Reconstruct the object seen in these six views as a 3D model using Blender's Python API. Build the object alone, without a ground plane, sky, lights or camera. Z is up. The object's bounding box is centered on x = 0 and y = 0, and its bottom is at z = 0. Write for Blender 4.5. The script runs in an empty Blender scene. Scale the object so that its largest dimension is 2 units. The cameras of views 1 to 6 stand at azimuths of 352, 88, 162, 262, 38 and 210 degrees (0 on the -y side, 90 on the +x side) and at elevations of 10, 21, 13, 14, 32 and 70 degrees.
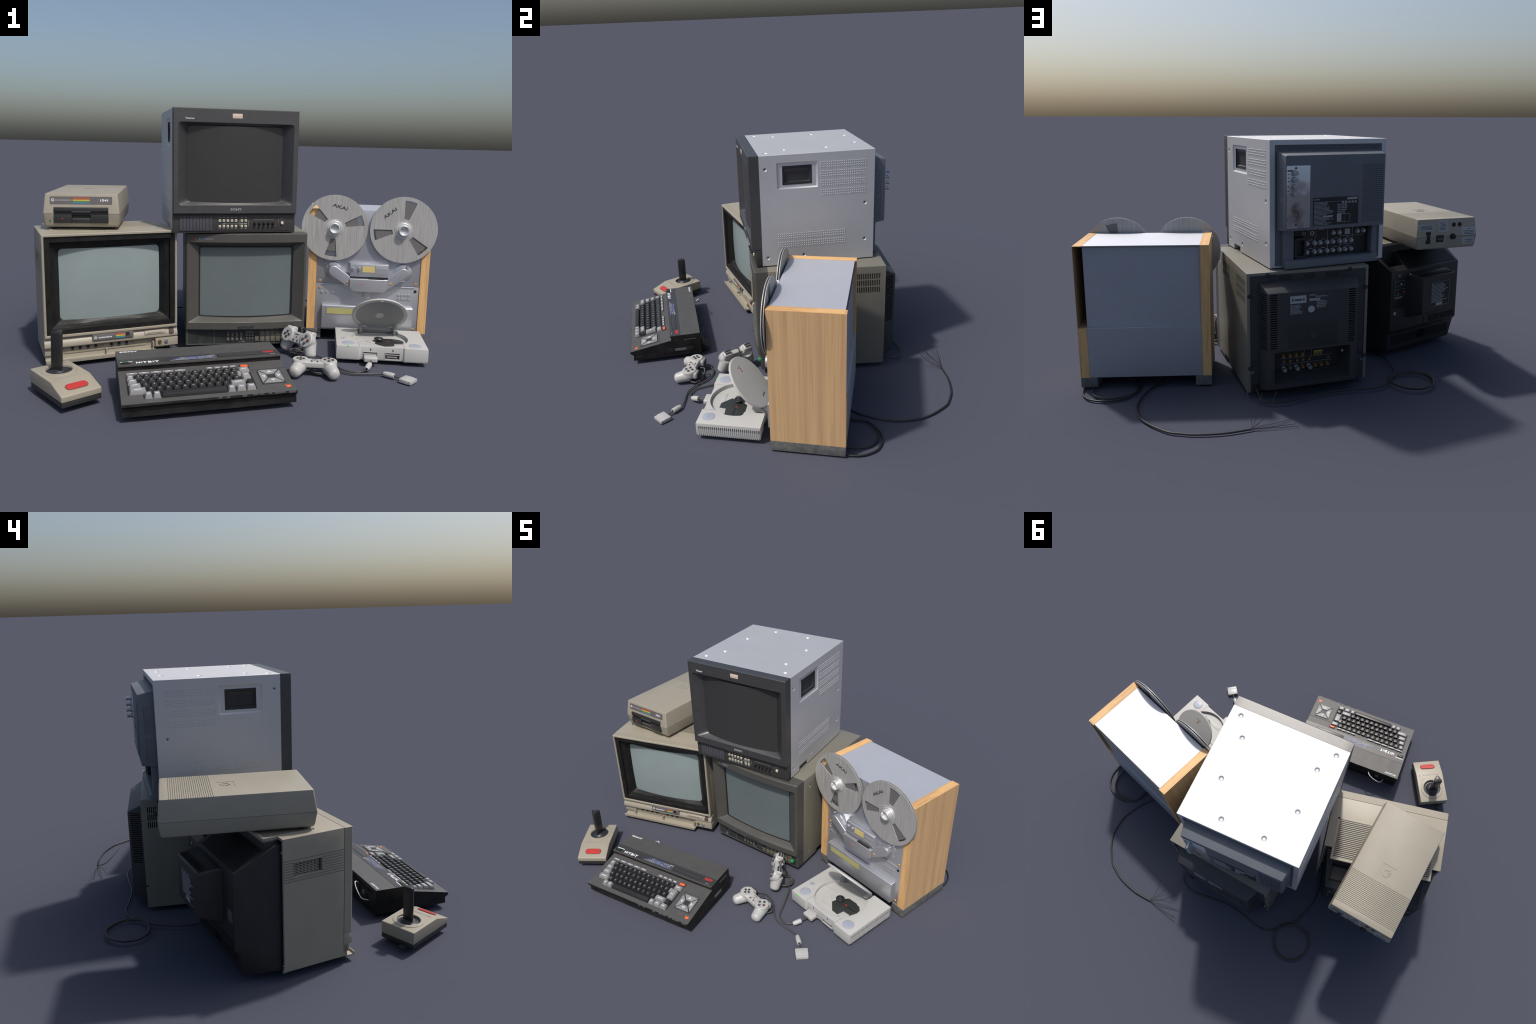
# A stack of retro electronics: three picture-tube monitors, a floppy drive, a reel tape deck,
# a game console with two controllers, a home computer and a joystick.
import bpy, bmesh, math, random
from math import sin, cos, pi, radians, sqrt
from mathutils import Vector, Matrix, noise

random.seed(7)
scene = bpy.context.scene

# ------------------------------------------------------------------ materials
def material(name, color, rough=0.5, metal=0.0, vary=0.08, scale=14.0, bump=0.0, bump_scale=400.0,
             stretch=(1, 1, 1), spec=0.5, dark=None, coat=0.0, emit=None):
    """Principled material with a soft mottling of its colour and a fine grain bump."""
    m = bpy.data.materials.new(name)
    m.use_nodes = True
    nt = m.node_tree
    b = nt.nodes["Principled BSDF"]
    b.inputs["Roughness"].default_value = rough
    b.inputs["Metallic"].default_value = metal
    b.inputs["Specular IOR Level"].default_value = spec
    b.inputs["Coat Weight"].default_value = coat
    b.inputs["Coat Roughness"].default_value = 0.36
    tc = nt.nodes.new("ShaderNodeTexCoord")
    mp = nt.nodes.new("ShaderNodeMapping")
    mp.inputs["Scale"].default_value = stretch
    nt.links.new(tc.outputs["Object"], mp.inputs["Vector"])
    n = nt.nodes.new("ShaderNodeTexNoise")
    n.inputs["Scale"].default_value = scale
    n.inputs["Detail"].default_value = 6
    n.inputs["Roughness"].default_value = 0.6
    nt.links.new(mp.outputs["Vector"], n.inputs["Vector"])
    r = nt.nodes.new("ShaderNodeValToRGB")
    lo = dark if dark else tuple(c * (1 - vary) for c in color)
    hi = color if dark else tuple(min(1, c * (1 + vary)) for c in color)
    r.color_ramp.elements[0].position = 0.32
    r.color_ramp.elements[1].position = 0.68
    r.color_ramp.elements[0].color = (*lo, 1)
    r.color_ramp.elements[1].color = (*hi, 1)
    nt.links.new(n.outputs["Fac"], r.inputs["Fac"])
    nt.links.new(r.outputs["Color"], b.inputs["Base Color"])
    if bump:
        n2 = nt.nodes.new("ShaderNodeTexNoise")
        n2.inputs["Scale"].default_value = bump_scale
        n2.inputs["Detail"].default_value = 3
        nt.links.new(mp.outputs["Vector"], n2.inputs["Vector"])
        bp = nt.nodes.new("ShaderNodeBump")
        bp.inputs["Strength"].default_value = bump
        bp.inputs["Distance"].default_value = 0.002
        nt.links.new(n2.outputs["Fac"], bp.inputs["Height"])
        nt.links.new(bp.outputs["Normal"], b.inputs["Normal"])
    if emit:
        b.inputs["Emission Color"].default_value = (*color, 1)
        b.inputs["Emission Strength"].default_value = emit
    return m

def wood(name, pale, mid, deep, grain):
    """Veneer: long streaks along one axis, in three tones, with fine pores."""
    m = bpy.data.materials.new(name)
    m.use_nodes = True
    nt = m.node_tree
    b = nt.nodes["Principled BSDF"]
    b.inputs["Roughness"].default_value = 0.5
    tc = nt.nodes.new("ShaderNodeTexCoord")
    out = []
    for s, d in ((1.0, 4), (5.5, 5)):
        mp = nt.nodes.new("ShaderNodeMapping")
        mp.inputs["Scale"].default_value = tuple(g * s for g in grain)
        nt.links.new(tc.outputs["Object"], mp.inputs["Vector"])
        n = nt.nodes.new("ShaderNodeTexNoise")
        n.inputs["Scale"].default_value = 1.0
        n.inputs["Detail"].default_value = d
        n.inputs["Distortion"].default_value = 0.08
        nt.links.new(mp.outputs["Vector"], n.inputs["Vector"])
        out.append(n.outputs["Fac"])
    r = nt.nodes.new("ShaderNodeValToRGB")
    e = r.color_ramp.elements
    e[0].position, e[1].position = 0.3, 0.68
    e[0].color, e[1].color = (*deep, 1), (*pale, 1)
    k = e.new(0.46)
    k.color = (*mid, 1)
    nt.links.new(out[0], r.inputs["Fac"])
    r2 = nt.nodes.new("ShaderNodeValToRGB")
    r2.color_ramp.elements[0].position, r2.color_ramp.elements[1].position = 0.3, 0.55
    r2.color_ramp.elements[0].color, r2.color_ramp.elements[1].color = (0.72, 0.68, 0.62, 1), (1, 1, 1, 1)
    nt.links.new(out[1], r2.inputs["Fac"])
    mx = nt.nodes.new("ShaderNodeMix")
    mx.data_type, mx.blend_type = "RGBA", "MULTIPLY"
    mx.inputs["Factor"].default_value = 0.6
    nt.links.new(r.outputs["Color"], mx.inputs["A"])
    nt.links.new(r2.outputs["Color"], mx.inputs["B"])
    nt.links.new(mx.outputs["Result"], b.inputs["Base Color"])
    return m

STEEL_PAINT = material("grey_enamel", (0.58, 0.58, 0.595), 0.57, 0.60, 0.02, 6, 0.02, 900)
BEZEL_BLACK = material("charcoal_plastic", (0.036, 0.036, 0.037), 0.40, 0, 0.15, 30, 0.15, 500, spec=1.0)
PANEL_BLACK = material("brown_black_plastic", (0.034, 0.032, 0.031), 0.55, 0, 0.12, 30, 0.2, 500)
BACK_GREY = material("blue_grey_back", (0.130, 0.142, 0.160), 0.55, 0, 0.06, 9, 0.08, 600)
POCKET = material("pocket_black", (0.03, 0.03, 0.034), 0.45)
BLACK = material("matt_black", (0.008, 0.008, 0.009), 0.6)
RUBBER = material("black_rubber", (0.02, 0.02, 0.02), 0.6)
GLASS_DARK = material("dark_tube_glass", (0.036, 0.036, 0.036), 0.32, 0, 0.04, 8)
GLASS_MID = material("grey_tube_glass", (0.125, 0.150, 0.153), 0.28, 0, 0.03, 5)
GLASS_PALE = material("pale_tube_glass", (0.235, 0.285, 0.285), 0.3, 0, 0.04, 5)
BEIGE = material("beige_plastic", (0.305, 0.276, 0.217), 0.45, 0, 0.04, 9, 0.06, 700)
DRIVE_BEIGE = material("drive_beige_plastic", (0.298, 0.272, 0.216), 0.5, 0, 0.035, 9, 0.08, 600)
GREY_BEIGE = material("taupe_metal", (0.175, 0.165, 0.135), 0.45, 0, 0.04, 8)
GUNMETAL = material("gunmetal_plastic", (0.068, 0.066, 0.060), 0.45, 0, 0.06, 14, 0.06, 600)
REAR_BLACK = material("rear_black_plastic", (0.035, 0.036, 0.038), 0.5, 0, 0.1, 20, 0.15, 400)
REAR_BROWN = material("rear_brown_black", (0.022, 0.021, 0.021), 0.45, 0, 0.15, 20, 0.25, 350)
MASK_BLACK = material("mask_black", (0.011, 0.011, 0.0105), 0.45, 0, 0.45, 22, 0.4, 45, (1, 6, 1), spec=0.3)
WOOD_SIDE = wood("oak_veneer", (0.64, 0.425, 0.220), (0.59, 0.375, 0.190), (0.53, 0.315, 0.175), (30, 30, 0.5))
WOOD_EDGE = wood("oak_edge", (0.76, 0.47, 0.205), (0.68, 0.41, 0.175), (0.55, 0.31, 0.13), (60, 60, 3))
WOOD_TOP = wood("oak_top", (0.76, 0.47, 0.205), (0.68, 0.41, 0.175), (0.55, 0.31, 0.13), (60, 3.5, 60))
ALUMINIUM = material("satin_aluminium", (0.50, 0.51, 0.55), 0.38, 0.7, 0.04, 5)
ALU_TOP = material("painted_top", (0.54, 0.56, 0.61), 0.60, 0.55, 0.02, 5)
BRUSHED = material("brushed_reel", (0.50, 0.495, 0.48), 0.5, 0.25, 0, 1.0, 0, 1, (300, 300, 6), dark=(0.31, 0.305, 0.295))
CHROME = material("polished_hub", (0.80, 0.80, 0.79), 0.27, 0.65, 0.03)
TAPE = material("wound_tape", (0.165, 0.16, 0.155), 0.5, 0.2, 0.2, 30, 0, 1, (20, 1, 20))
CONCRETE = material("grey_foot", (0.16, 0.16, 0.15), 0.7, 0, 0, 45, 0.2, 120, dark=(0.075, 0.075, 0.075))
BRASS = material("brass", (0.62, 0.36, 0.13), 0.4, 0.6)
AMBER = material("amber_window", (0.55, 0.45, 0.18), 0.35, 0, 0.05)
OLIVE = material("olive_window", (0.40, 0.38, 0.16), 0.35, 0, 0.05)
CONSOLE = material("console_grey", (0.43, 0.43, 0.415), 0.5, 0, 0.02, 10, 0.05, 700)
CONSOLE_DARK = material("console_shade_grey", (0.23, 0.235, 0.235), 0.5, 0, 0.02)  # console grey darkened to match the shaded underside of the raised lid
LAVENDER = material("lavender_button", (0.33, 0.335, 0.395), 0.4, 0, 0.02)
PAD_GREY = material("pad_grey", (0.40, 0.40, 0.39), 0.4, 0, 0.02, 10, 0.04, 700)
CHARCOAL = material("drive_black", (0.026, 0.029, 0.028), 0.5, 0, 0.1)
CORD = material("grey_cord", (0.055, 0.055, 0.053), 0.5, 0, 0.1)
CORD_BLACK = material("black_cord", (0.018, 0.018, 0.018), 0.45, 0, 0.1)
COMPUTER = material("computer_black", (0.070, 0.069, 0.067), 0.5, 0, 0.10, 25, 0.12, 250)
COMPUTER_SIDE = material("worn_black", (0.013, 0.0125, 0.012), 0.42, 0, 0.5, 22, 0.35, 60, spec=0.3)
KEY_BLACK = material("black_keycap", (0.020, 0.020, 0.021), 0.4, 0, 0.1)
KEY_GREY = material("grey_keycap", (0.23, 0.23, 0.235), 0.42, 0, 0.05)
ORANGE = material("orange_key", (0.75, 0.13, 0.04), 0.45)
RED = material("red_button", (0.42, 0.036, 0.03), 0.32, 0, 0.03)
GREEN = material("green_button", (0.03, 0.30, 0.11), 0.4)
PRINT_WHITE = material("white_print", (0.72, 0.72, 0.74), 0.5)
PRINT_GREY = material("grey_print", (0.30, 0.30, 0.31), 0.5)
PRINT_DARK = material("dark_print", (0.04, 0.04, 0.042), 0.5)
PRINT_BLUE = material("blue_print", (0.10, 0.14, 0.42), 0.5)
PRINT_RED = material("red_print", (0.50, 0.03, 0.03), 0.5)
PRINT_CYAN = material("cyan_print", (0.20, 0.68, 0.66), 0.5)
STICKER = material("silver_sticker", (0.36, 0.365, 0.375), 0.5)
LABEL_BLACK = material("black_label", (0.012, 0.012, 0.013), 0.5)
BADGE = material("badge_grey", (0.115, 0.105, 0.105), 0.4)
CREAM = material("cream_key", (0.56, 0.53, 0.42), 0.45)
TAN_SWITCH = material("tan_switch", (0.13, 0.12, 0.092), 0.4)
LAMP = material("tally_lamp", (0.62, 0.50, 0.40), 0.35)
NICKEL = material("nickel", (0.45, 0.47, 0.50), 0.3, 0.8)
GOLD = material("gold_jack", (0.30, 0.22, 0.085), 0.35, 0.7)
PLATE = material("oxidised_plate", (0.68, 0.70, 0.72), 0.35, 0.4, 0.06, 5)  # base lightened for the sky reflected on the plate's upper part
def stain(m, z0, z1, z2, brown):
    """Brown oxide: creeps up from below in soft clouds, thickest around z1."""
    nt = m.node_tree
    b = nt.nodes["Principled BSDF"]
    src = b.inputs["Base Color"].links[0].from_socket
    tc = nt.nodes.new("ShaderNodeTexCoord")
    sp = nt.nodes.new("ShaderNodeSeparateXYZ")
    nt.links.new(tc.outputs["Object"], sp.inputs[0])
    n = nt.nodes.new("ShaderNodeTexNoise")
    n.inputs["Scale"].default_value = 22
    n.inputs["Detail"].default_value = 7
    nt.links.new(tc.outputs["Object"], n.inputs["Vector"])
    ad = nt.nodes.new("ShaderNodeMath")
    ad.operation = "MULTIPLY_ADD"
    ad.inputs[1].default_value = -0.16
    nt.links.new(n.outputs["Fac"], ad.inputs[0])
    nt.links.new(sp.outputs["Z"], ad.inputs[2])
    r = nt.nodes.new("ShaderNodeMapRange")
    r.inputs["From Min"].default_value, r.inputs["From Max"].default_value = z1 - .08, z0 - .08
    nt.links.new(ad.outputs[0], r.inputs["Value"])
    mx = nt.nodes.new("ShaderNodeMix")
    mx.data_type = "RGBA"
    mx.inputs["B"].default_value = (*brown, 1)
    nt.links.new(r.outputs["Result"], mx.inputs["Factor"])
    nt.links.new(src, mx.inputs["A"])
    n2 = nt.nodes.new("ShaderNodeTexNoise")
    n2.inputs["Scale"].default_value = 13
    n2.inputs["Detail"].default_value = 8
    nt.links.new(tc.outputs["Object"], n2.inputs["Vector"])
    r2 = nt.nodes.new("ShaderNodeMapRange")
    r2.inputs["From Min"].default_value, r2.inputs["From Max"].default_value = 0.52, 0.66
    nt.links.new(n2.outputs["Fac"], r2.inputs["Value"])
    r3 = nt.nodes.new("ShaderNodeMapRange")
    r3.inputs["From Min"].default_value, r3.inputs["From Max"].default_value = z2 + .08, z2
    nt.links.new(sp.outputs["Z"], r3.inputs["Value"])
    ml = nt.nodes.new("ShaderNodeMath")
    ml.operation = "MULTIPLY"
    nt.links.new(r2.outputs["Result"], ml.inputs[0])
    nt.links.new(r3.outputs["Result"], ml.inputs[1])
    mx2 = nt.nodes.new("ShaderNodeMix")
    mx2.data_type = "RGBA"
    mx2.inputs["B"].default_value = (0.15, 0.12, 0.105, 1)
    nt.links.new(ml.outputs[0], mx2.inputs["Factor"])
    nt.links.new(mx.outputs["Result"], mx2.inputs["A"])
    nt.links.new(mx2.outputs["Result"], b.inputs["Base Color"])
stain(PLATE, .93, .97, .85, (0.42, 0.385, 0.38))
STRIPES = [material("stripe_" + n, c, 0.45, 0, 0.02) for n, c in
           (("red", (0.30, 0.055, 0.06)), ("orange", (0.40, 0.14, 0.04)), ("yellow", (0.46, 0.38, 0.07)),
            ("green", (0.075, 0.20, 0.045)), ("blue", (0.05, 0.20, 0.38)))]
LED_GREEN = material("green_lamp", (0.15, 0.75, 0.12), 0.4)
LED_RED = material("red_lamp", (0.75, 0.03, 0.02), 0.4)

# ------------------------------------------------------------------ mesh tools
AX = {"x": Matrix.Rotation(pi / 2, 4, "Y"), "y": Matrix.Rotation(-pi / 2, 4, "X"), "z": Matrix.Identity(4)}

def merge(bms):
    out = bmesh.new()
    for b in bms:
        me = bpy.data.meshes.new("tmp")
        b.to_mesh(me)
        b.free()
        out.from_mesh(me)
        bpy.data.meshes.remove(me)
    return out

def rounded(bm, r, seg=2, angle=30):
    if r > 0:
        es = [e for e in bm.edges if len(e.link_faces) == 2 and e.calc_face_angle(0) > radians(angle)]
        bmesh.ops.bevel(bm, geom=es, offset=r, segments=seg, affect="EDGES", profile=0.6, clamp_overlap=True)
    return bm

def box(x0, x1, y0, y1, z0, z1, r=0.0, seg=2):
    bm = bmesh.new()
    bmesh.ops.create_cube(bm, size=1)
    for v in bm.verts:
        v.co = Vector((x0 + (v.co.x + .5) * (x1 - x0), y0 + (v.co.y + .5) * (y1 - y0), z0 + (v.co.z + .5) * (z1 - z0)))
    return rounded(bm, r, seg)

def prism(poly, axis, a, b, r=0.0, seg=2):
    """Extrude a 2D polygon along an axis; the polygon's pair is the other two axes in order."""
    bm = bmesh.new()
    def P(u, v, t):
        return {"x": (t, u, v), "y": (u, t, v), "z": (u, v, t)}[axis]
    lo = [bm.verts.new(P(u, v, a)) for u, v in poly]
    hi = [bm.verts.new(P(u, v, b)) for u, v in poly]
    bm.faces.new(lo)
    bm.faces.new(hi)
    for i in range(len(poly)):
        j = (i + 1) % len(poly)
        bm.faces.new((lo[i], lo[j], hi[j], hi[i]))
    bmesh.ops.recalc_face_normals(bm, faces=bm.faces)
    return rounded(bm, r, seg)

def rrect(x0, x1, z0, z1, r, n=4, m=1):
    """Rounded rectangle outline; n steps per corner, m pieces per straight side."""
    pts, r = [], max(r, 1e-5)
    cs = ((x1 - r, z1 - r, 0), (x0 + r, z1 - r, 90), (x0 + r, z0 + r, 180), (x1 - r, z0 + r, 270))
    for k, (cx, cz, a) in enumerate(cs):
        arc = [(cx + r * cos(radians(a + 90 * i / n)), cz + r * sin(radians(a + 90 * i / n))) for i in range(n + 1)]
        pts += arc
        nx, nz, na = cs[(k + 1) % 4]
        q = (nx + r * cos(radians(na)), nz + r * sin(radians(na)))
        pts += [(arc[-1][0] + (q[0] - arc[-1][0]) * i / m, arc[-1][1] + (q[1] - arc[-1][1]) * i / m) for i in range(1, m)]
    return pts

def loft(rings, cap0=False, cap1=False, axis="y"):
    """Skin a row of outlines [(points, depth or depth function)]."""
    bm = bmesh.new()
    vs = []
    for pts, d in rings:
        row = []
        for u, v in pts:
            t = d(u, v) if callable(d) else d
            row.append(bm.verts.new({"y": (u, t, v), "x": (t, u, v), "z": (u, v, t)}[axis]))
        vs.append(row)
    n = len(vs[0])
    for a, b in zip(vs, vs[1:]):
        for i in range(n):
            j = (i + 1) % n
            try:
                bm.faces.new((a[i], a[j], b[j], b[i]))
            except ValueError:
                pass
    if cap0:
        bm.faces.new(vs[0])
    if cap1:
        bm.faces.new(vs[-1])
    bmesh.ops.recalc_face_normals(bm, faces=bm.faces)
    return bm

def lathe(profile, c, axis="y", seg=32, flip=False):
    """Turn [(radius, height)] about an axis through c."""
    bm = bmesh.new()
    rows = []
    for r, h in profile:
        rows.append([bm.verts.new((r * cos(2 * pi * i / seg), r * sin(2 * pi * i / seg), h)) for i in range(seg)] if r > 1e-6 else [bm.verts.new((0, 0, h))])
    for a, b in zip(rows, rows[1:]):
        for i in range(seg):
            j = (i + 1) % seg
            f = [a[i % len(a)], a[j % len(a)], b[j % len(b)], b[i % len(b)]]
            f = list(dict.fromkeys(f))
            if len(f) > 2:
                bm.faces.new(f)
    M = {"z": Matrix.Identity(4), "y": Matrix.Rotation(-pi / 2, 4, "X"), "-y": Matrix.Rotation(pi / 2, 4, "X"),
         "x": Matrix.Rotation(pi / 2, 4, "Y"), "-x": Matrix.Rotation(-pi / 2, 4, "Y")}[axis]
    bm.transform(Matrix.Translation(c) @ M)
    bmesh.ops.recalc_face_normals(bm, faces=bm.faces)
    return bm

def cyl(c, axis, r, h, seg=20, r2=None, bev=0.0):
    """Solid cylinder from c along axis by h."""
    r2 = r if r2 is None else r2
    p = [(0, 0), (r, 0), (r2, h - bev), (max(r2 - bev, 1e-4), h), (0, h)] if bev else [(0, 0), (r, 0), (r2, h), (0, h)]
    return lathe(p, c, axis, seg)

def sweep(pts, radius, seg=8, per=8, closed=False):
    """Tube along a smooth curve through points (Catmull-Rom)."""
    P = [Vector(p) for p in pts]
    path = []
    for i in range(len(P) - 1):
        p0, p1, p2, p3 = P[max(i - 1, 0)], P[i], P[i + 1], P[min(i + 2, len(P) - 1)]
        for k in range(per):
            t = k / per
            path.append(0.5 * ((2 * p1) + (p2 - p0) * t + (2 * p0 - 5 * p1 + 4 * p2 - p3) * t * t + (3 * p1 - p0 - 3 * p2 + p3) * t ** 3))
    path.append(P[-1])
    bm = bmesh.new()
    rows, side = [], None
    for i, p in enumerate(path):
        d = (path[min(i + 1, len(path) - 1)] - path[max(i - 1, 0)]).normalized()
        if side is None:
            side = d.orthogonal().normalized()
        side = (side - d * side.dot(d)).normalized()
        up = d.cross(side)
        rr = radius(i / (len(path) - 1)) if callable(radius) else radius
        rows.append([bm.verts.new(p + rr * (cos(2 * pi * k / seg) * side + sin(2 * pi * k / seg) * up)) for k in range(seg)])
    for a, b in zip(rows, rows[1:]):
        for k in range(seg):
            bm.faces.new((a[k], a[(k + 1) % seg], b[(k + 1) % seg], b[k]))
    bm.faces.new(rows[0])
    bm.faces.new(rows[-1])
    bmesh.ops.recalc_face_normals(bm, faces=bm.faces)
    return bm

def moved(bm, M):
    bm.transform(M)
    return bm

def finish(me, angle=32):
    me.shade_smooth()
    me.set_sharp_from_angle(angle=radians(angle))

def part(name, bm, mat, parent, angle=32, kind=None):
    if isinstance(bm, (list, tuple)):
        bm = merge(bm)
    me = bpy.data.meshes.new(name)
    bm.to_mesh(me)
    bm.free()
    me.materials.append(mat)
    finish(me, angle)
    ob = bpy.data.objects.new(name, me)
    scene.collection.objects.link(ob)
    ob.parent = parent
    if kind:
        ob["kind"] = kind
    return ob

def again(ob, M=None, loc=None):
    """Repeat of an object that shares its mesh."""
    c = ob.copy()
    scene.collection.objects.link(c)
    if M is not None:
        c.matrix_local = M
    if loc is not None:
        c.location = loc
    return c

def cut(ob, cutters):
    """Carve cutters out of a part."""
    for bm in cutters:
        me = bpy.data.meshes.new("cutter")
        bm.to_mesh(me)
        bm.free()
        t = bpy.data.objects.new("cutter", me)
        scene.collection.objects.link(t)
        md = ob.modifiers.new("cut", "BOOLEAN")
        md.operation, md.solver, md.object = "DIFFERENCE", "EXACT", t
        p = ob.parent
        ob.parent = None
        bpy.context.view_layer.update()
        dg = bpy.context.evaluated_depsgraph_get()
        new = bpy.data.meshes.new_from_object(ob.evaluated_get(dg))
        ob.modifiers.clear()
        old = ob.data
        ob.data = new
        ob.parent = p
        bpy.data.meshes.remove(old)
        bpy.data.objects.remove(t)
        bpy.data.meshes.remove(me)
    finish(ob.data)
    return ob

FACE = {"front": Matrix.Rotation(pi / 2, 4, "X"), "back": Matrix.Rotation(pi, 4, "Z") @ Matrix.Rotation(pi / 2, 4, "X"),
        "top": Matrix.Identity(4), "right": Matrix.Rotation(pi / 2, 4, "Z") @ Matrix.Rotation(pi / 2, 4, "X"),
        "left": Matrix.Rotation(-pi / 2, 4, "Z") @ Matrix.Rotation(pi / 2, 4, "X")}

def letters(s, w, h, c, face="front", turn=0.0, thick=0.0012, bold=0.0, tilt=None):
    """Lettering of given total width and height, centred at c, standing just off a face."""
    cu = bpy.data.curves.new("lettering", "FONT")
    cu.body = s
    cu.size = 1
    cu.offset = bold
    cu.resolution_u = 2
    cu.fill_mode = "BOTH"
    cu.extrude = 0.5
    ob = bpy.data.objects.new("lettering", cu)
    scene.collection.objects.link(ob)
    bpy.context.view_layer.update()
    me = bpy.data.meshes.new_from_object(ob.evaluated_get(bpy.context.evaluated_depsgraph_get()))
    bpy.data.objects.remove(ob)
    bpy.data.curves.remove(cu)
    bm = bmesh.new()
    bm.from_mesh(me)
    bpy.data.meshes.remove(me)
    xs = [v.co.x for v in bm.verts]
    ys = [v.co.y for v in bm.verts]
    cx, cy, sx, sy = (min(xs) + max(xs)) / 2, (min(ys) + max(ys)) / 2, w / (max(xs) - min(xs)), h / (max(ys) - min(ys))
    for v in bm.verts:
        v.co = Vector(((v.co.x - cx) * sx, (v.co.y - cy) * sy, v.co.z * thick))
    M = Matrix.Translation(c) @ (tilt if tilt else Matrix.Identity(4)) @ FACE[face] @ Matrix.Rotation(turn, 4, "Z")
    bm.transform(M)
    return bm

def bars(rows, face_box, thick=0.001, seed=1, gap=0.25, face="back"):
    """Fine print too small to read: rows of short raised dashes filling a rectangle (u0,u1,z0,z1,depth)."""
    rnd = random.Random(seed)
    u0, u1, z0, z1, d = face_box
    out = []
    hgt = (z1 - z0) / rows
    for i in range(rows):
        z = z1 - (i + .5) * hgt
        u = u0
        end = u0 + (u1 - u0) * rnd.uniform(0.6, 1.0)
        while u < end:
            l = rnd.uniform(0.004, 0.016)
            e = min(u + l, end)
            a = (u, e) if face != "back" else (-e, -u)
            out.append(box(a[0], a[1], d - thick, d + thick, z - hgt * (0.5 - gap), z + hgt * (0.5 - gap)))
            u = e + 0.0022
    return out

def thing(name, label, category, x, y, yaw, z=0.0):
    e = bpy.data.objects.new(name, None)
    scene.collection.objects.link(e)
    e.location = (x, y, z)
    e.rotation_euler = (0, 0, yaw)
    e["label"], e["category"] = label, category
    return e

def picture_tube(x0, x1, z0, z1, r, depth, bulge, cyl_only=False, steps=8, n=6, m=14):
    """Convex tube face: depth at the rim, bulging towards the viewer in the middle."""
    cx, cz, hx, hz = (x0 + x1) / 2, (z0 + z1) / 2, (x1 - x0) / 2, (z1 - z0) / 2
    def y(u, v):
        a, b = (u - cx) / hx, (v - cz) / hz
        k = float(cyl_only) or .5
        q = a * a * k + b * b * (1 - k)
        return depth - bulge * (1 - min(q, 1))
    base = rrect(x0, x1, z0, z1, r, n, m)
    rings = []
    for k in range(steps + 1):
        s = 1 - k / (steps + 0.4)
        rings.append(([(cx + (u - cx) * s, cz + (v - cz) * s) for u, v in base], y))
    return loft(rings, cap1=True)

def dimple(c, axis, r=0.0115, d=0.0055):
    return lathe([(0, -0.01), (r * 1.15, -0.01), (r, 0), (r * 0.42, d), (0, d)] if False else [(0, -0.004), (r * 1.3, -0.004), (r * 0.45, d), (0, d)], c, axis, 20)

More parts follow.
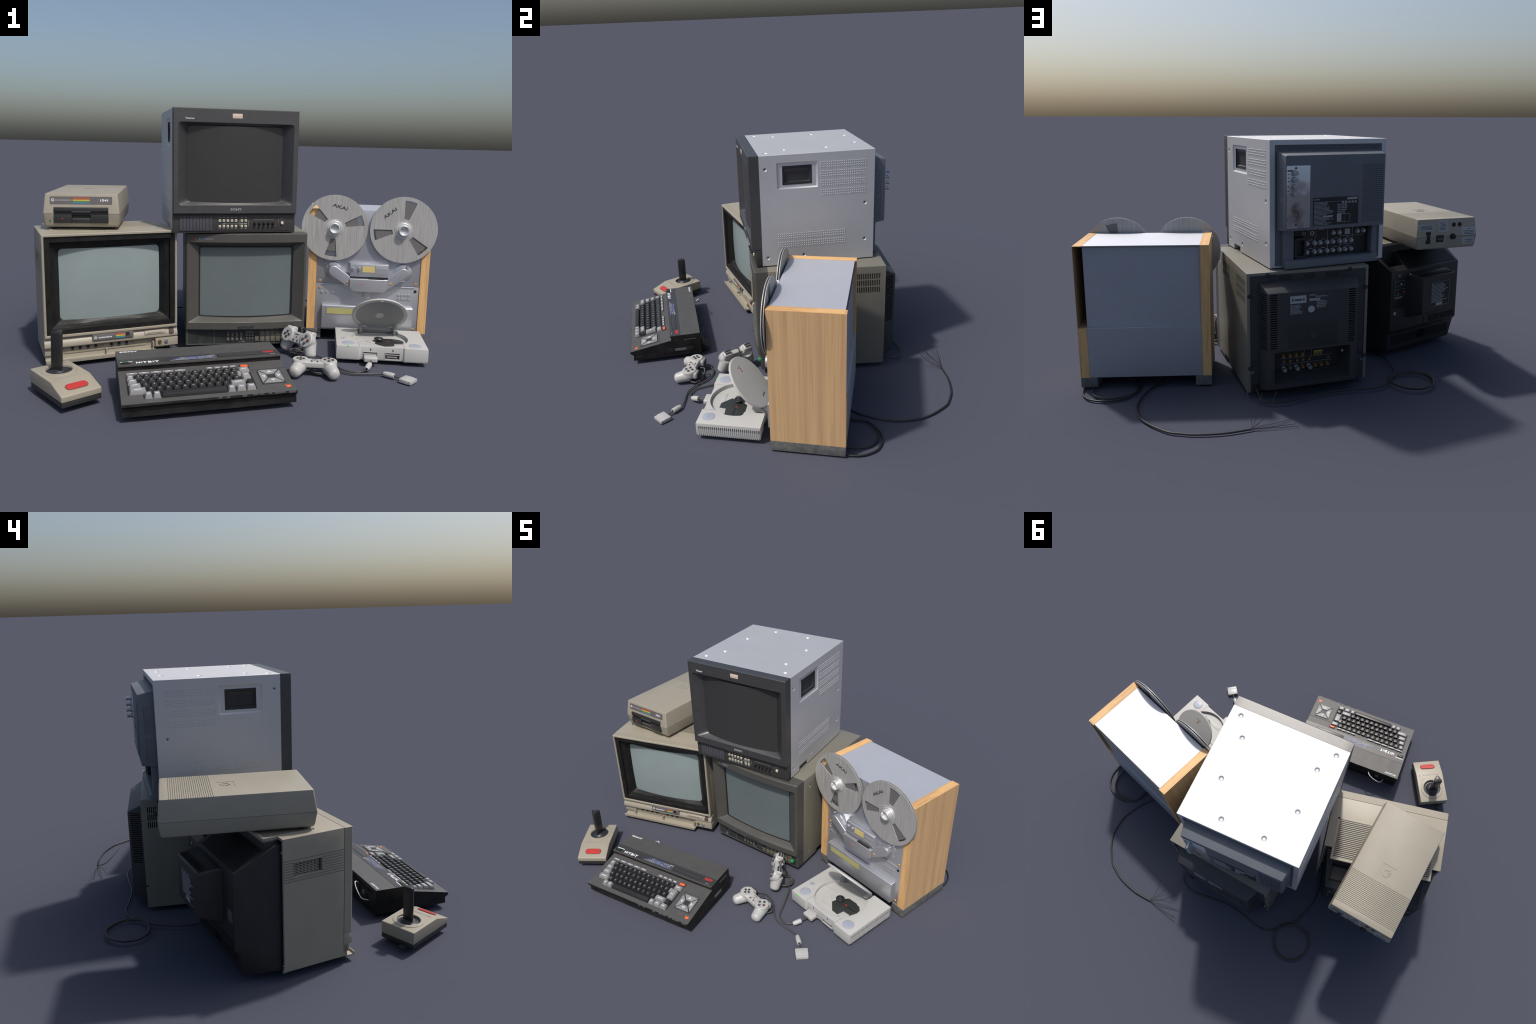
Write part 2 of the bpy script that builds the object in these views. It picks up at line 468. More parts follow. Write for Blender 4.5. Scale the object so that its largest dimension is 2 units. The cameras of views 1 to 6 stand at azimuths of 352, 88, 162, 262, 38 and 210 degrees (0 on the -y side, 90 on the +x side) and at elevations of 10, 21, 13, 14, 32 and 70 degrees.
# ------------------------------------------------------------------ upper studio monitor
def studio_monitor():
    T = thing("studio_monitor", "grey metal studio video monitor with charcoal front bezel", "monitor", -0.0600, -0.1298, 0.0946)
    w, yb, yc, yl, zb, zm, zt = 0.2889, 0.0512, 0.6226, 0.0205, 0.5784, 0.6686, 1.1387
    # cabinet: side profile with the hand notch in the bottom edge
    prof = [(yb, zb), (0.140, zb), (0.140, 0.603), (0.231, 0.603), (0.231, zb), (yc, zb), (yc, zt), (yb, zt)]
    cab = part("cabinet", prism(prof, "x", -w, w, 0.0015, 1), STEEL_PAINT, T)
    cutters = [loft([(rrect(-0.2654, 0.2654, 0.5866, 1.117, 0.001, 1), yc - 0.03), (rrect(-0.2654, 0.2654, 0.5866, 1.117, 0.001, 1), yc + .02)], True, True)]
    for s in (-1, 1):
        def ring(y0, y1, z0, z1):
            return rrect(y0, y1, z0, z1, 0.002, 1)
        cutters.append(loft([(ring(0.134, 0.340, 0.967, 1.102), s * (w + .002)), (ring(0.143, 0.331, 0.976, 1.093), s * (w - .006))], True, True, "x"))
        cutters.append(box(min(s * w, s * (w - .06)) - .001 * (s > 0), max(s * w, s * (w - .06)), 0.1645, 0.3095, 0.9885, 1.0815))
        screws = [(0.0802, 1.072), (0.5754, 0.8734), (0.5758, 0.6838), (0.0803, 0.6218), (0.2637, 0.624)]
        cutters.append(merge([dimple((s * w, y, z), "-x" if s > 0 else "x", 0.0115, 0.0042) for y, z in screws]))
    tops = [(0.236, 0.0911), (0.1832, 0.1881), (0.183, 0.3999), (0.1004, 0.5664), (-0.2363, 0.0925), (-0.1851, 0.1891), (-0.1851, 0.4017), (-0.1028, 0.5675)]
    flipz = Matrix.Rotation(pi, 4, "X")
    cutters.append(merge([moved(lathe([(0, -0.004), (0.0178, -0.004), (0.006, 0.0062), (0, 0.0062)], (0, 0, 0), "z", 20), Matrix.Translation((x, y, zt)) @ flipz) for x, y in tops]))
    cut(cab, cutters)
    for s in (-1, 1):
        part("screw", merge([cyl((s * (w - .0045), y, z), "x" if s > 0 else "-x", 0.0034, 0.002, 10) for y, z in
              [(0.0802, 1.072), (0.5754, 0.8734), (0.5758, 0.6838), (0.0803, 0.6218), (0.2637, 0.624)]]), PRINT_DARK, T)
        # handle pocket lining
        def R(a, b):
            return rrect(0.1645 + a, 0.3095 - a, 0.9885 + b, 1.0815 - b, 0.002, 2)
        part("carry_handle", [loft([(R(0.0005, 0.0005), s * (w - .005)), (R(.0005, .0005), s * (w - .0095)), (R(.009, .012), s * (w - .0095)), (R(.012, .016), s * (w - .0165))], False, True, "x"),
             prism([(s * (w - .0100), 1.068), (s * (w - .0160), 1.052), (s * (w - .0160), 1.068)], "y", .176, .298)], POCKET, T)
        # embossed ventilation dots
        dots = []
        def dot(y, z):
            b = bmesh.new()
            q = .0027
            base = [b.verts.new((s * (w - .0002), y + i, z + j)) for i, j in ((-q, -q), (q, -q), (q, q), (-q, q))]
            tip = [b.verts.new((s * (w + .0022), y + i * .3, z + j * .3)) for i, j in ((-q, -q), (q, -q), (q, q), (-q, q))]
            for i in range(4):
                b.faces.new((base[i], base[(i + 1) % 4], tip[(i + 1) % 4], tip[i]))
            b.faces.new(tip)
            bmesh.ops.recalc_face_normals(b, faces=b.faces)
            return b
        for z0 in (1.0785, 1.0335, 0.9875, 0.9408):
            for j in (-1, 0, 1):
                for i in range(22):
                    dots.append(dot(0.354 + i * (0.2205 / 21), z0 + j * 0.0115))
        for z0 in (0.7297, 0.6862):
            for j in (-1, 0, 1):
                for i in range(32):
                    dots.append(dot(0.136 + i * (0.337 / 31), z0 + j * 0.0115))
        part("vent_dots", dots, STEEL_PAINT, T, 10, "stuff")
    # front bezel with sloping picture opening
    pb = lambda d, b: (lambda u, v: d - b * (1 - min(1, (u / .2225) ** 2)))
    bz = [(rrect(-w, w, zm, zt, 0.001, 6, 14), yb), (rrect(-w, w, zm, zt, 0.001, 6, 14), 0.0035), (rrect(-w + .003, w - .003, zm + .003, zt - .003, 0.001, 6, 14), 0.0),
          (rrect(-.2665, .2665, .708, 1.078, .014, 6, 14), 0.0), (rrect(-.2635, .2635, .711, 1.075, .013, 6, 14), 0.003),
          (rrect(-.2225, .2225, .7225, 1.0625, .018, 6, 14), pb(.034, .020)), (rrect(-.2195, .2195, .7245, 1.060, .018, 6, 14), pb(.040, .024))]
    part("front_bezel", loft(bz), BEZEL_BLACK, T, 25)
    part("bezel_underside", box(-w + .001, w - .001, .004, yb, zm - .0005, zm + .004), BEZEL_BLACK, T)
    part("picture_tube", picture_tube(-.222, .222, .722, 1.063, .02, .034, .0255, True), GLASS_DARK, T, 60)
    part("tally_lamp", [box(-.0235, .0225, -.0012, .01, 1.0977, 1.119, .002)], LAMP, T)
    part("name_letters", letters("SONY", .0533, .0115, (-.0008, -.0006, .6889), bold=.03), PRINT_GREY, T)
    part("logo_letters", letters("Trinitron", .0395, .0075, (-.2157, -.0006, 1.0936), bold=.02), PRINT_WHITE, T)
    # control strip below
    part("control_panel", [box(-w, w, yl, yb + .001, zb, zm - .001, .003), box(-.262, .264, yl - .0015, yl + .01, .5855, .663, .0012)], PANEL_BLACK, T)
    front = yl - .0015
    part("speaker_grille", [box(-.2584 + i * .01504 + .0008, -.2584 + (i + 1) * .01504 - .0012, front - .0025, front + .004, .5893, .657, .001) for i in range(10)],
         material("speaker_cloth", (0.055, 0.055, 0.068), .8, 0, .35, 500), T, kind="stuff")
    xs = (-.0728, -.0541, -.0353, -.0161, .0031, .0307, .0495)
    key = part("push_key", box(-.0056, .0056, -.0035, .002, -.0056, .0056, .0012), CREAM, T)
    key.location = (xs[0], front, .6353)
    first = True
    for z in (.6353, .6090):
        for x in xs:
            if not first:
                again(key, loc=(x, front, z))
            first = False
    part("key_dot", [cyl((x, front - .0036, z), "-y", .0019, .0006, 8) for x in xs for z in (.6353, .6090)], BLACK, T, kind="stuff")
    knob = part("knob", merge([cyl((0, 0, 0), "-y", .0072, .008, 20), cyl((0, -.008, 0), "-y", .0055, .008, 20, .005, .001)]), BLACK, T)
    knob.location = (.0938, front, .6215)
    for i in range(1, 5):
        again(knob, loc=(.0938 + i * .02205, front, .6215))
    part("power_key", box(.2186, .231, front - .007, front, .6165, .6305, .0015), CREAM, T)
    pr = []
    for x in xs:
        for z in (.6505, .5972):
            pr.append(box(x - .005, x + .005, front - .0006, front + .001, z - .0012, z + .0006))
    pr += [box(-.055, .021, front - .0006, front + .001, .6222, .6231), box(.021, .0222, front - .0006, front + .001, .609, .636), box(.063, .0642, front - .0006, front + .001, .609, .636),
           box(.024, .038, front - .0006, front + .001, .6185, .6212), box(.0255, .0375, front - .0006, front + .001, .6228, .6245), box(.041, .056, front - .0006, front + .001, .620, .6235), box(-.0595, -.047, front - .0006, front + .001, .6185, .6212),
           box(.086, .185, front - .0006, front + .001, .6395, .6405), box(.2065, .2075, front - .0006, front + .001, .626, .642), box(.216, .233, front - .0006, front + .001, .6415, .6425)]
    for i in range(5):
        pr.append(box(.097 + i * .022, .107 + i * .022, front - .0006, front + .001, .6085, .6095))
    part("panel_print", pr, PRINT_GREY, T, kind="stuff")
    # rear: recessed vented panel, hump, connector bay
    rp = part("rear_panel", box(-.2655, .2655, .592, .6165, .584, 1.1175), BACK_GREY, T)
    cut(rp, [box(-.2095, .187, .603, .63, .6155, .75)])
    part("rear_hump", rounded(loft([(rrect(-.257, .257, .746, 1.0925, .003, 2), .612), (rrect(-.2437, .2437, .7530, 1.0755, .006, 2), .6915)], True, True), .002, 2, 40), BACK_GREY, T)
    fl = []
    part("rear_lip", [prism([(.612, .5795), (.666, .5795), (.665, .6095), (.655, .6155), (.612, .6155)], "x", -.2325, .2300, .0015), box(.1865, .2330, .612, .650, .58, .748, .001), box(-.2330, -.2090, .612, .650, .58, .748, .001)], BACK_GREY, T)
    part("connector_bay", box(-.2095, .187, .600, .6115, .6155, .75), LABEL_BLACK, T)
    part("mains_inlet", [loft([(rrect(.120, .182, .617, .7125, .012, 4), .611), (rrect(.122, .180, .619, .7105, .012, 4), .645), (rrect(.132, .170, .629, .700, .01, 4), .645), (rrect(.134, .168, .631, .698, .01, 4), .622)], False, True)], RUBBER, T)
    bx = (.106, .068, .040, .004, -.025, -.060, -.088, -.12)
    pos = [(x, z) for z in (.677, .637) for x in bx] + [(-.026, .718), (-.057, .718), (-.1525, .718), (-.184, .718)]
    sk = part("video_socket", merge([cyl((0, 0, 0), "y", .0105, .003, 16), cyl((0, .003, 0), "y", .0078, .012, 16), cyl((0, .015, 0), "y", .004, .0012, 8)]), NICKEL, T)
    sk.location = (pos[0][0], .6115, pos[0][1])
    for x, z in pos[1:]:
        again(sk, loc=(x, .6115, z))
    pr = [box(x - .0007, x + .0007, .611, .6123, .617, .745) for x in (.128 - .002, .0645 - .0005, .0, -.0650)]
    pr += [box(-.128 - .0007, -.128 + .0007, .611, .6123, .66, .745), box(-.19, -.128, .611, .6123, .6985, .6997), box(-.128, -.065, .611, .6123, .6985, .6997), box(-.128, -.065, .611, .6123, .6600, .6612)]
    for i in range(0, 8, 2):
        for z in (.677, .637):
            pr += [box(bx[i + 1] + .012, bx[i] - .012, .611, .6123, z - .0006, z + .0006), box(bx[i + 1] + .008, bx[i] - .008, .611, .6123, z + .013, z + .015)]
    pr += [box(.092, .104, .611, .6123, .735, .738), box(.02, .045, .611, .6123, .735, .738), box(.0, .0, .611, .6123, .735, .738)]
    part("bay_print", pr, STICKER, T, kind="stuff")
    part("slide_switch", box(-.115, -.087, .611, .6145, .706, .732, .001), STICKER, T)
    part("gear_socket", lathe([(.007, 0), (.007, .002), (.0055, .002), (.0055, 0)], (.117, .6115, .722), "y", 16), STICKER, T)
    part("gear_socket", lathe([(.010, 0), (.010, .003), (.006, .003), (.006, 0)], (.080, .6115, .722), "y", 16), NICKEL, T)
    hy = .6915
    part("terminal_plate", box(.1305, .2405, hy - .002, hy + .0022, .7645, 1.0328, .0005), PLATE, T)
    bn = part("coax_plug", merge([cyl((0, 0, 0), "y", .0125, .009, 18), cyl((0, .009, 0), "y", .0085, .014, 18), cyl((0, .023, 0), "y", .0105, .006, 18, None, .001)]), NICKEL, T)
    bn.location = (.2075, hy + .002, 1.0036)
    for i in (1, 2, 3):
        again(bn, loc=(.2075, hy + .002, 1.0036 - i * .0292))
    part("plate_screw", [cyl((.198, hy, 1.0228), "y", .0045, .005, 10), cyl((.198, hy, .780), "y", .004, .0045, 10)], PRINT_DARK, T)
    part("plate_print", [box(.213, .237, hy, hy + .0028, 1.009, 1.015)] + [box(.229, .236, hy, hy + .0028, z - .002, z + .002) for z in (.998, .983, .968, .945, .926)], PRINT_DARK, T, kind="stuff")
    lb = part("rating_label", box(-.1092, .1147, hy - .001, hy + .0012, .7690, .8920), LABEL_BLACK, T)
    d = hy + .0012
    pr = bars(19, (-.110, -.014, .771, .874, d), .0007, 3) + bars(6, (.004, .060, .815, .862, d), .0007, 5)
    pr += [box(-.104, -.052, d - .001, d + .0008, .878, .8885), box(-.045, .0565, d - .001, d + .0008, .8725, .8735)]
    pr += [box(.0085 - .05, .0085 - .0495, d - .001, d + .0008, .773, .866)]
    for i in range(5):
        pr.append(box(-.1 + i * .016, -.09 + i * .016, d - .001, d + .0008, .863, .872))
    pr += [box(-.068, -.002, d - .001, d + .0008, .780, .7812), box(-.068, -.002, d - .001, d + .0008, .8155, .8167), box(-.068, -.0668, d - .001, d + .0008, .780, .8165), box(-.024, -.002, d - .001, d + .0008, .780, .8165), box(.02, .066, d - .001, d + .0008, .804, .8105)]
    part("label_print", pr, PRINT_GREY, T, kind="stuff")
    part("label_letters", letters("SONY", .030, .0065, (.097, d, .884), "back", bold=.02), STICKER, T)
    # rear vent dimples
    dots = []
    for i in range(13):
        for j in range(29):
            dots.append(box(-.1335 - i * .0082 - .0024, -.1335 - i * .0082 + .0024, hy - .001, hy + .0006, 1.027 - j * .009 - .0026, 1.027 - j * .009 + .0026))
    for i in range(62):
        for j in range(2):
            dots.append(box(-.25 + i * .0082 - .0024, -.25 + i * .0082 + .0024, .6155, .6172, 1.1085 - j * .009 - .0026, 1.1085 - j * .009 + .0026))
    for s in (-1, 1):
        for i in range(6):
            for j in range(29):
                if j in (14, 15):
                    continue
                y = .625 + i * .0085
                x = s * (.257 - (.0133) * (y - .604) / .0875)
                z = 1.02 - j * .009
                dots.append(box(x - .0007, x + .0007, y - .0024, y + .0024, z - .0026, z + .0026))
    part("rear_vent_dots", dots, material("vent_grey", (0.06, 0.068, 0.085), .6), T, kind="stuff")
    part("foot", [cyl((x, y, zb - .0045), "z", .02, .005, 16) for x in (-.2, .2) for y in (.1, .5)], RUBBER, T)

# ------------------------------------------------------------------ lower middle monitor
def colour_monitor():
    T = thing("colour_monitor", "taupe metal cased colour monitor with gunmetal front", "monitor", -0.0010, -0.0956, 0.0014)
    w, yb, yc, yl, z0, zm, zt = 0.2885, 0.0637, 0.6555, 0.0107, 0.0238, 0.108, 0.5735
    prof = [(yb, z0), (.196, z0), (.20, .043), (.30, .043), (.304, z0), (yc, z0), (yc, zt), (yb, zt)]
    cab = part("cabinet", prism(prof, "x", -w, w, .002, 2), GREY_BEIGE, T)
    cutters = [box(-w + .014, w - .014, yc - .012, yc + .02, z0 - .02, zt - .012)]
    for s in (-1, 1):
        for z, r in ((.5122, .0125), (.0794, .008)):
            cutters.append(dimple((s * w, .120, z), "-x" if s > 0 else "x", r, .006))
    slots = []
    for s in (-1, 1):
        for z in (.520, .4835, .4465):
            for y in [.468 + i * .0092 for i in range(18)] + ([.182 + i * .0092 for i in range(17)] if z > .48 else []):
                slots.append(box(s * w - .020, s * w + .020, y - .0024, y + .0024, z - .0155, z + .0155))
    cutters.append(merge(slots))
    cut(cab, cutters)
    part("slot_backing", [box(s * (w - .0195) - .0005, s * (w - .0195) + .0005, .16, .64, .42, .55) for s in (-1, 1)], BLACK, T)
    part("side_screw", [cyl((s * (w - .006), .120, z), "x" if s > 0 else "-x", .006, .005, 14, .004) for s in (-1, 1) for z in (.5122, .0794)], NICKEL, T)
    bow = lambda d, b: (lambda u, v: d - b * (1 - min(1, (u / .226) ** 2)))
    fb = lambda d: (lambda u, v: d - .0195 * (1 - min(1, (u / .2885) ** 2)))
    sag = lambda pts: [(u, v - (.007 * (1 - min(1, (u / .226) ** 2)) if v < .25 else 0)) for u, v in pts]
    rr = lambda x, a, b, r: rrect(-x, x, a, b, r, 5, 16)
    part("front_bezel", loft([(rr(w, zm, zt, .001), yb + .002), (rr(w, zm, zt, .001), fb(.006)), (rr(w - .004, zm + .003, zt - .004, .002), fb(0)), (rr(.2765, .1435, .532, .004), fb(0)), (rr(.2745, .1455, .530, .004), fb(.002)),
                              (sag(rr(.2275, .1655, .509, .006)), bow(.026, .006)), (sag(rr(.2255, .167, .507, .008)), bow(.032, .008))]), GUNMETAL, T, 25)
    part("bezel_underside", prism([(-w, yb), (w, yb)] + [(w * (1 - k / 12), fb(.006)(w * (1 - k / 12), 0)) for k in range(25)], "z", zm - .0005, zm + .003), GUNMETAL, T)
    part("tube_gasket", loft([(sag(rr(.2262, .1665, .5075, .008)), bow(.0300, .008)), (sag(rr(.2195, .1725, .5020, .008)), bow(.0315, .0095))]), BLACK, T, 60)
    part("picture_tube", picture_tube(-.221, .221, .164, .5035, .008, .034, .010, True), GLASS_MID, T, 60)
    part("name_letters", letters("SONY", .0822, .0165, (0, -.0203, .1205), bold=.03, thick=.003), PRINT_DARK, T)
    part("logo_dot", [cyl((-.2423, fb(.0003)(-.2423, 0), .5476), "-y", .005, .0008, 12)], material("dot_red", (0.35, .05, .05), .5), T)
    part("logo_dot", [cyl((-.2250, fb(.0003)(-.2250, 0), .5476), "-y", .005, .0008, 12)], material("dot_green", (0.06, .2, .07), .5), T)
    part("logo_dot", [cyl((-.2123, fb(.0003)(-.2123, 0), .5476), "-y", .005, .0008, 12)], material("dot_blue", (0.05, .07, .28), .5), T)
    part("logo_letters", letters("TRINITRON", .0375, .006, (-.182, fb(-.0003)(-.182, 0), .5476), turn=0, tilt=Matrix.Rotation(-math.atan(.0195 * 2 * .182 / .2885 ** 2), 4, 'Z')), PRINT_GREY, T)
    dark = material("control_black", (0.030, .034, .033), .4, 0, .08)
    part("control_panel", [loft([(rr(w, z0, zm, .002), yb + .002), (rr(w, z0, zm, .002), yl + .004), (rr(w - .004, z0 + .004, zm, .003), yl), (rr(.2765, .0325, .1035, .002), yl), (rr(.2755, .0335, .1025, .002), yl + .003)], False, True),
                           box(-.1535, -.1475, yl, yl + .01, .033, .103)], GUNMETAL, T)
    part("control_inset", [box(-.147, .275, yl + .0015, yl + .006, .0335, .1025)], dark, T)
    part("loudspeaker", [box(-.275, -.154, yl + .0018, yl + .006, .0335, .1025)] + [lathe([(r, 0), (r + .001, .0012), (r + .002, 0)], (-.214, yl + .0018, .065), "-y", 28) for r in (.012, .018, .024, .030)], dark, T)
    f = yl + .0015
    ky = part("push_key", box(-.0055, .0055, -.006, .002, -.0058, .0058, .0012), TAN_SWITCH, T)
    ky.location = (-.0843, f, .077)
    for i in range(4):
        for z in (.077, .0535):
            if i or z < .07:
                again(ky, loc=(-.0843 + i * .0212, f, z))
    sw = part("rocker_switch", merge([box(-.0095, .0095, -.004, .002, .002, .026, .001), box(-.0095, .0095, -.0065, .002, -.025, -.001, .001)]), TAN_SWITCH, T)
    sw.location = (.0825, f, .066)
    for i in range(1, 7):
        again(sw, loc=(.0825 + i * .0254, f, .066))
    part("wide_key", box(.047, .065, f - .006, f, .042, .066, .001), TAN_SWITCH, T)
    part("power_key", box(.2475, .2625, f - .016, f, .0575, .0715, .0015), GREEN, T)
    pr = [box(-.0843 + i * .0212 - .005, -.0843 + i * .0212 + .005, f - .0005, f + .001, z, z + .0016) for i in range(4) for z in (.0855, .062, .0635)]
    pr += [box(-.083, -.02, f - .0005, f + .001, .0955, .0962), box(-.031, -.002, f - .0005, f + .001, .0405, .0425), box(.005, .035, f - .0005, f + .001, .0895, .0912)]
    for i in range(7):
        x = .0825 + i * .0254
        pr += [box(x - .0115, x - .0108, f - .0005, f + .001, .038, .094), box(x + .0108, x + .0115, f - .0005, f + .001, .038, .094), box(x - .008, x + .008, f - .0005, f + .001, .0965, .0985)]
    for i in range(3):
        for z in (.083, .071, .058):
            pr.append(cyl((.008 + i * .014, f, z), "-y", .003, .0006, 8))
    part("panel_print", pr, PRINT_GREY, T, kind="stuff")
    # rear
    rp = part("rear_panel", box(-w + .0135, w - .0135, yc - .016, yc - .004, z0 + .004, zt - .0125), REAR_BLACK, T)
    q = lambda a, b, c, d, r: rrect(a, b, c, d, r, 3, 1)
    hump = part("rear_hump", rounded(loft([(q(-.238, .238, .030, .535, .006), yc - .006), (q(-.2097, .2097, .0530, .4955, .006), .7235)], True, True), .004, 2, 35), REAR_BLACK, T)
    sl = []
    for s in (-1, 1):
        for i in range(27):
            z = .235 + i * .0096
            sl.append(prism([(s * .250, .664), (s * .250, .712), (s * .2045, .712), (s * .2045, .664)], 'z', z, z + .0048))
    vents = []
    for x0, x1 in ((.170, .2015), (-.1958, -.1645)):
        vents += [box(x0, x1, .680, .73, .2435 + i * .01045, .2435 + i * .01045 + .0052) for i in range(24)]
    cut(hump, [loft([(q(-.1765, .1835, .0735, .2258, .006), .730), (q(-.1765, .1835, .0735, .2258, .006), .722), (q(-.160, .170, .100, .212, .006), .641)], True, True), merge(vents)] + [merge(sl)])
    cut(rp, [box(-.161, .171, .6, .7, .099, .213)])
    cut(cab, [box(-.161, .171, .638, .7, .099, .213)])
    part("back_cover", box(-.1120, .1195, .7225, .7245, .2375, .4855, .001), material("cover_black", (.03, .03, .031), .5), T)
    part("cover_boss", lathe([(.0, .002), (.006, .002), (.012, .004), (.015, .0)], (.004, .7245, .2935), "y", 18), REAR_BLACK, T)
    d = .7248
    part("warning_label", box(.0387, .1132, d - .001, d + .0006, .4435, .4777), STICKER, T)
    part("warning_print", [prism([(c - .006, .4555), (c + .006, .4555), (c, .4685)], "y", d, d + .0012) for c in (.101, .051)] + [box(.06, .092, d, d + .0012, .4555, .463)], PRINT_DARK, T)
    part("round_seal", cyl((.015, d - .001, .4125), "y", .0155, .002, 24), STICKER, T)
    part("label_letters", letters("SONY", .030, .006, (.009, d, .4755), "back", bold=.02), STICKER, T)
    pr = bars(8, (-.112, -.045, .395, .438, d), .0007, 8) + bars(5, (.01, .063, .415, .45, d), .0007, 9) + bars(2, (.005, .066, .465, .472, d), .0007, 4)
    pr += [box(-.026, .0245, d, d + .0008, .4495, .461)]
    part("label_print", pr, PRINT_GREY, T, kind="stuff")
    # connector rows in the recess
    yr = .6425
    part("jack_panel", box(-.1615, .1715, yr - .003, yr, .0985, .2135), LABEL_BLACK, T)
    jk = part("gold_jack", merge([cyl((0, 0, 0), "y", .0095, .004, 16), cyl((0, .004, 0), "y", .0072, .012, 16), cyl((0, .016, 0), "y", .003, .001, 8)]), GOLD, T)
    jk.location = (.1199, yr, .176)
    for x in (.088, .0582, .0282):
        again(jk, loc=(x, yr, .176))
    for x in (.0868, .026, -.0345, -.0645, -.0947):
        again(jk, loc=(x, yr, .1165))
    cj = part("coax_plug", merge([cyl((0, 0, 0), "y", .011, .006, 16), cyl((0, .006, 0), "y", .008, .018, 16), cyl((0, .024, 0), "y", .0095, .006, 16)]), NICKEL, T)
    cj.location = (.1174, yr, .1157)
    for x in (.0560, -.0045):
        again(cj, loc=(x, yr, .1160))
    sj = part("small_jack", merge([cyl((0, 0, 0), "y", .0065, .006, 12), cyl((0, .006, 0), "y", .004, .0008, 8)]), GOLD, T)
    sj.location = (.115, yr, .1475)
    for x, z in ((.086, .1475), (.052, .1475), (.024, .1475), (-.008, .1475), (-.1, .148)):
        again(sj, loc=(x, yr, z))
    part("data_socket", [box(-.071, -.026, yr, yr + .008, .162, .188, .003)], GOLD, T)
    part("round_socket", [cyl((-.001, yr, .178), "y", .011, .004, 18)], BLACK, T)
    part("socket_print", [box(a, b, yr - .0005, yr + .0007, z, z + .001) for a, b, z in ((.02, .13, .160), (-.12, .13, .132), (-.12, .0, .158), (-.018, -.0172, .195))] + [box(-.0185, -.0175, yr - .0005, yr + .0007, .158, .195), box(.0155, .0165, yr - .0005, yr + .0007, .158, .195)], PRINT_GREY, T, kind="stuff")
    slots = []
    for a, b, n in ((.0785, .1465, 9), (-.0262, .0241, 7), (-.148, -.0785, 9)):
        slots += [box(a + (b - a) * (i + .2) / n, a + (b - a) * (i + .75) / n, yc - .0045, yc - .003, .5285, .5545) for i in range(n)]
    part("top_slots", slots, BLACK, T, kind="stuff")
    bt = part("rear_button", cyl((0, 0, 0), "y", .0105, .014, 18, None, .002), RUBBER, T)
    P = [(.1932, .5597), (-.1959, .5615), (-.2781, .4706), (.2759, .4716), (.2759, .1377), (-.2793, .1373)]
    bt.location = (P[0][0], yc - .012, P[0][1])
    for x, z in P[1:]:
        again(bt, loc=(x, yc - .012, z))
    part("rear_screw", [lathe([(.013, 0), (.013, .003), (.009, .003), (.007, -.001), (0, -.001)], (x, yc - .004, z), "y", 18) for x, z in ((.1684, .5471), (-.1718, .5467), (.2558, .1589), (-.258, .158))], RUBBER, T)
    part("bright_screw", [cyl((x, yc - .004, z), "y", .006, .006, 14, .004) for x, z in ((.2659, .1168), (-.2656, .1173))] + [cyl((-.150, .69, .19), "y", .006, .005, 12)], NICKEL, T)
    part("cord_grommet", box(.240, .262, yc - .005, yc + .002, .033, .060, .002), BLACK, T)
    ring = [(-.4262, .570), (-.4797, .5502), (-.5433, .5586), (-.5848, .5983), (-.5900, .6450), (-.5872, .6723), (-.5532, .7267), (-.5002, .7472), (-.4395, .7322), (-.3912, .6715), (-.3876, .6000)]
    lead = [(.2500, .560, .046), (.248, .600, .030), (.2480, .6350, .020), (.2264, .6620, .017), (.1600, .6810, .017), (.0600, .6680, .017), (-.0650, .6470, .017), (-.1800, .6530, .017), (-.2800, .6675, .017), (-.3470, .6520, .017), (-.3950, .6080, .020)]
    lead += [(x, y, .021) for x, y in ring] + [(-.489 + (x + .489) * .95, .649 + (y - .649) * .94, .0165) for x, y in ring]
    lead += [(-.4150, .5780, .017), (-.4605, .5200, .017), (-.4919, .4065, .017), (-.4878, .3025, .017), (-.4700, .2454, .020), (-.4600, .2100, .040)]
    part("power_cord", sweep([(x + .001, y + .0956, z) for x, y, z in lead], .0042, 10, 8), CORD_BLACK, T, 60)
    part("foot", [cyl((x, y, .001), "z", .018, .024, 16) for x in (-.23, .23) for y in (.09, .6)], RUBBER, T)
# ------------------------------------------------------------------ left monitor
def rainbow(x0, x1, z0, z1, y, T):
    h = (z1 - z0) / 5
    for i, m in enumerate(STRIPES):
        part("colour_stripe", box(x0, x1, y - .0006, y + .001, z1 - (i + 1) * h + .0003, z1 - i * h), m, T)

def chicken_logo(c, s, M, thick=.0008):
    """Open ring with two flags: the mark stamped beside the lettering (flat in local xy, moved by M)."""
    out = []
    pts = []
    for k in range(15):
        a = radians(55 + 250 * k / 14)
        pts.append((cos(a) * s, sin(a) * s))
    for k in range(14, -1, -1):
        a = radians(55 + 250 * k / 14)
        pts.append((cos(a) * s * .55, sin(a) * s * .55))
    out.append(prism(pts, "z", 0, thick))
    out.append(prism([(.35 * s, .08 * s), (.75 * s, .08 * s), (1.05 * s, .42 * s), (.35 * s, .42 * s)], "z", 0, thick))
    out.append(prism([(.35 * s, -.08 * s), (.75 * s, -.08 * s), (1.05 * s, -.42 * s), (.35 * s, -.42 * s)], "z", 0, thick))
    return moved(merge(out), Matrix.Translation(c) @ M)

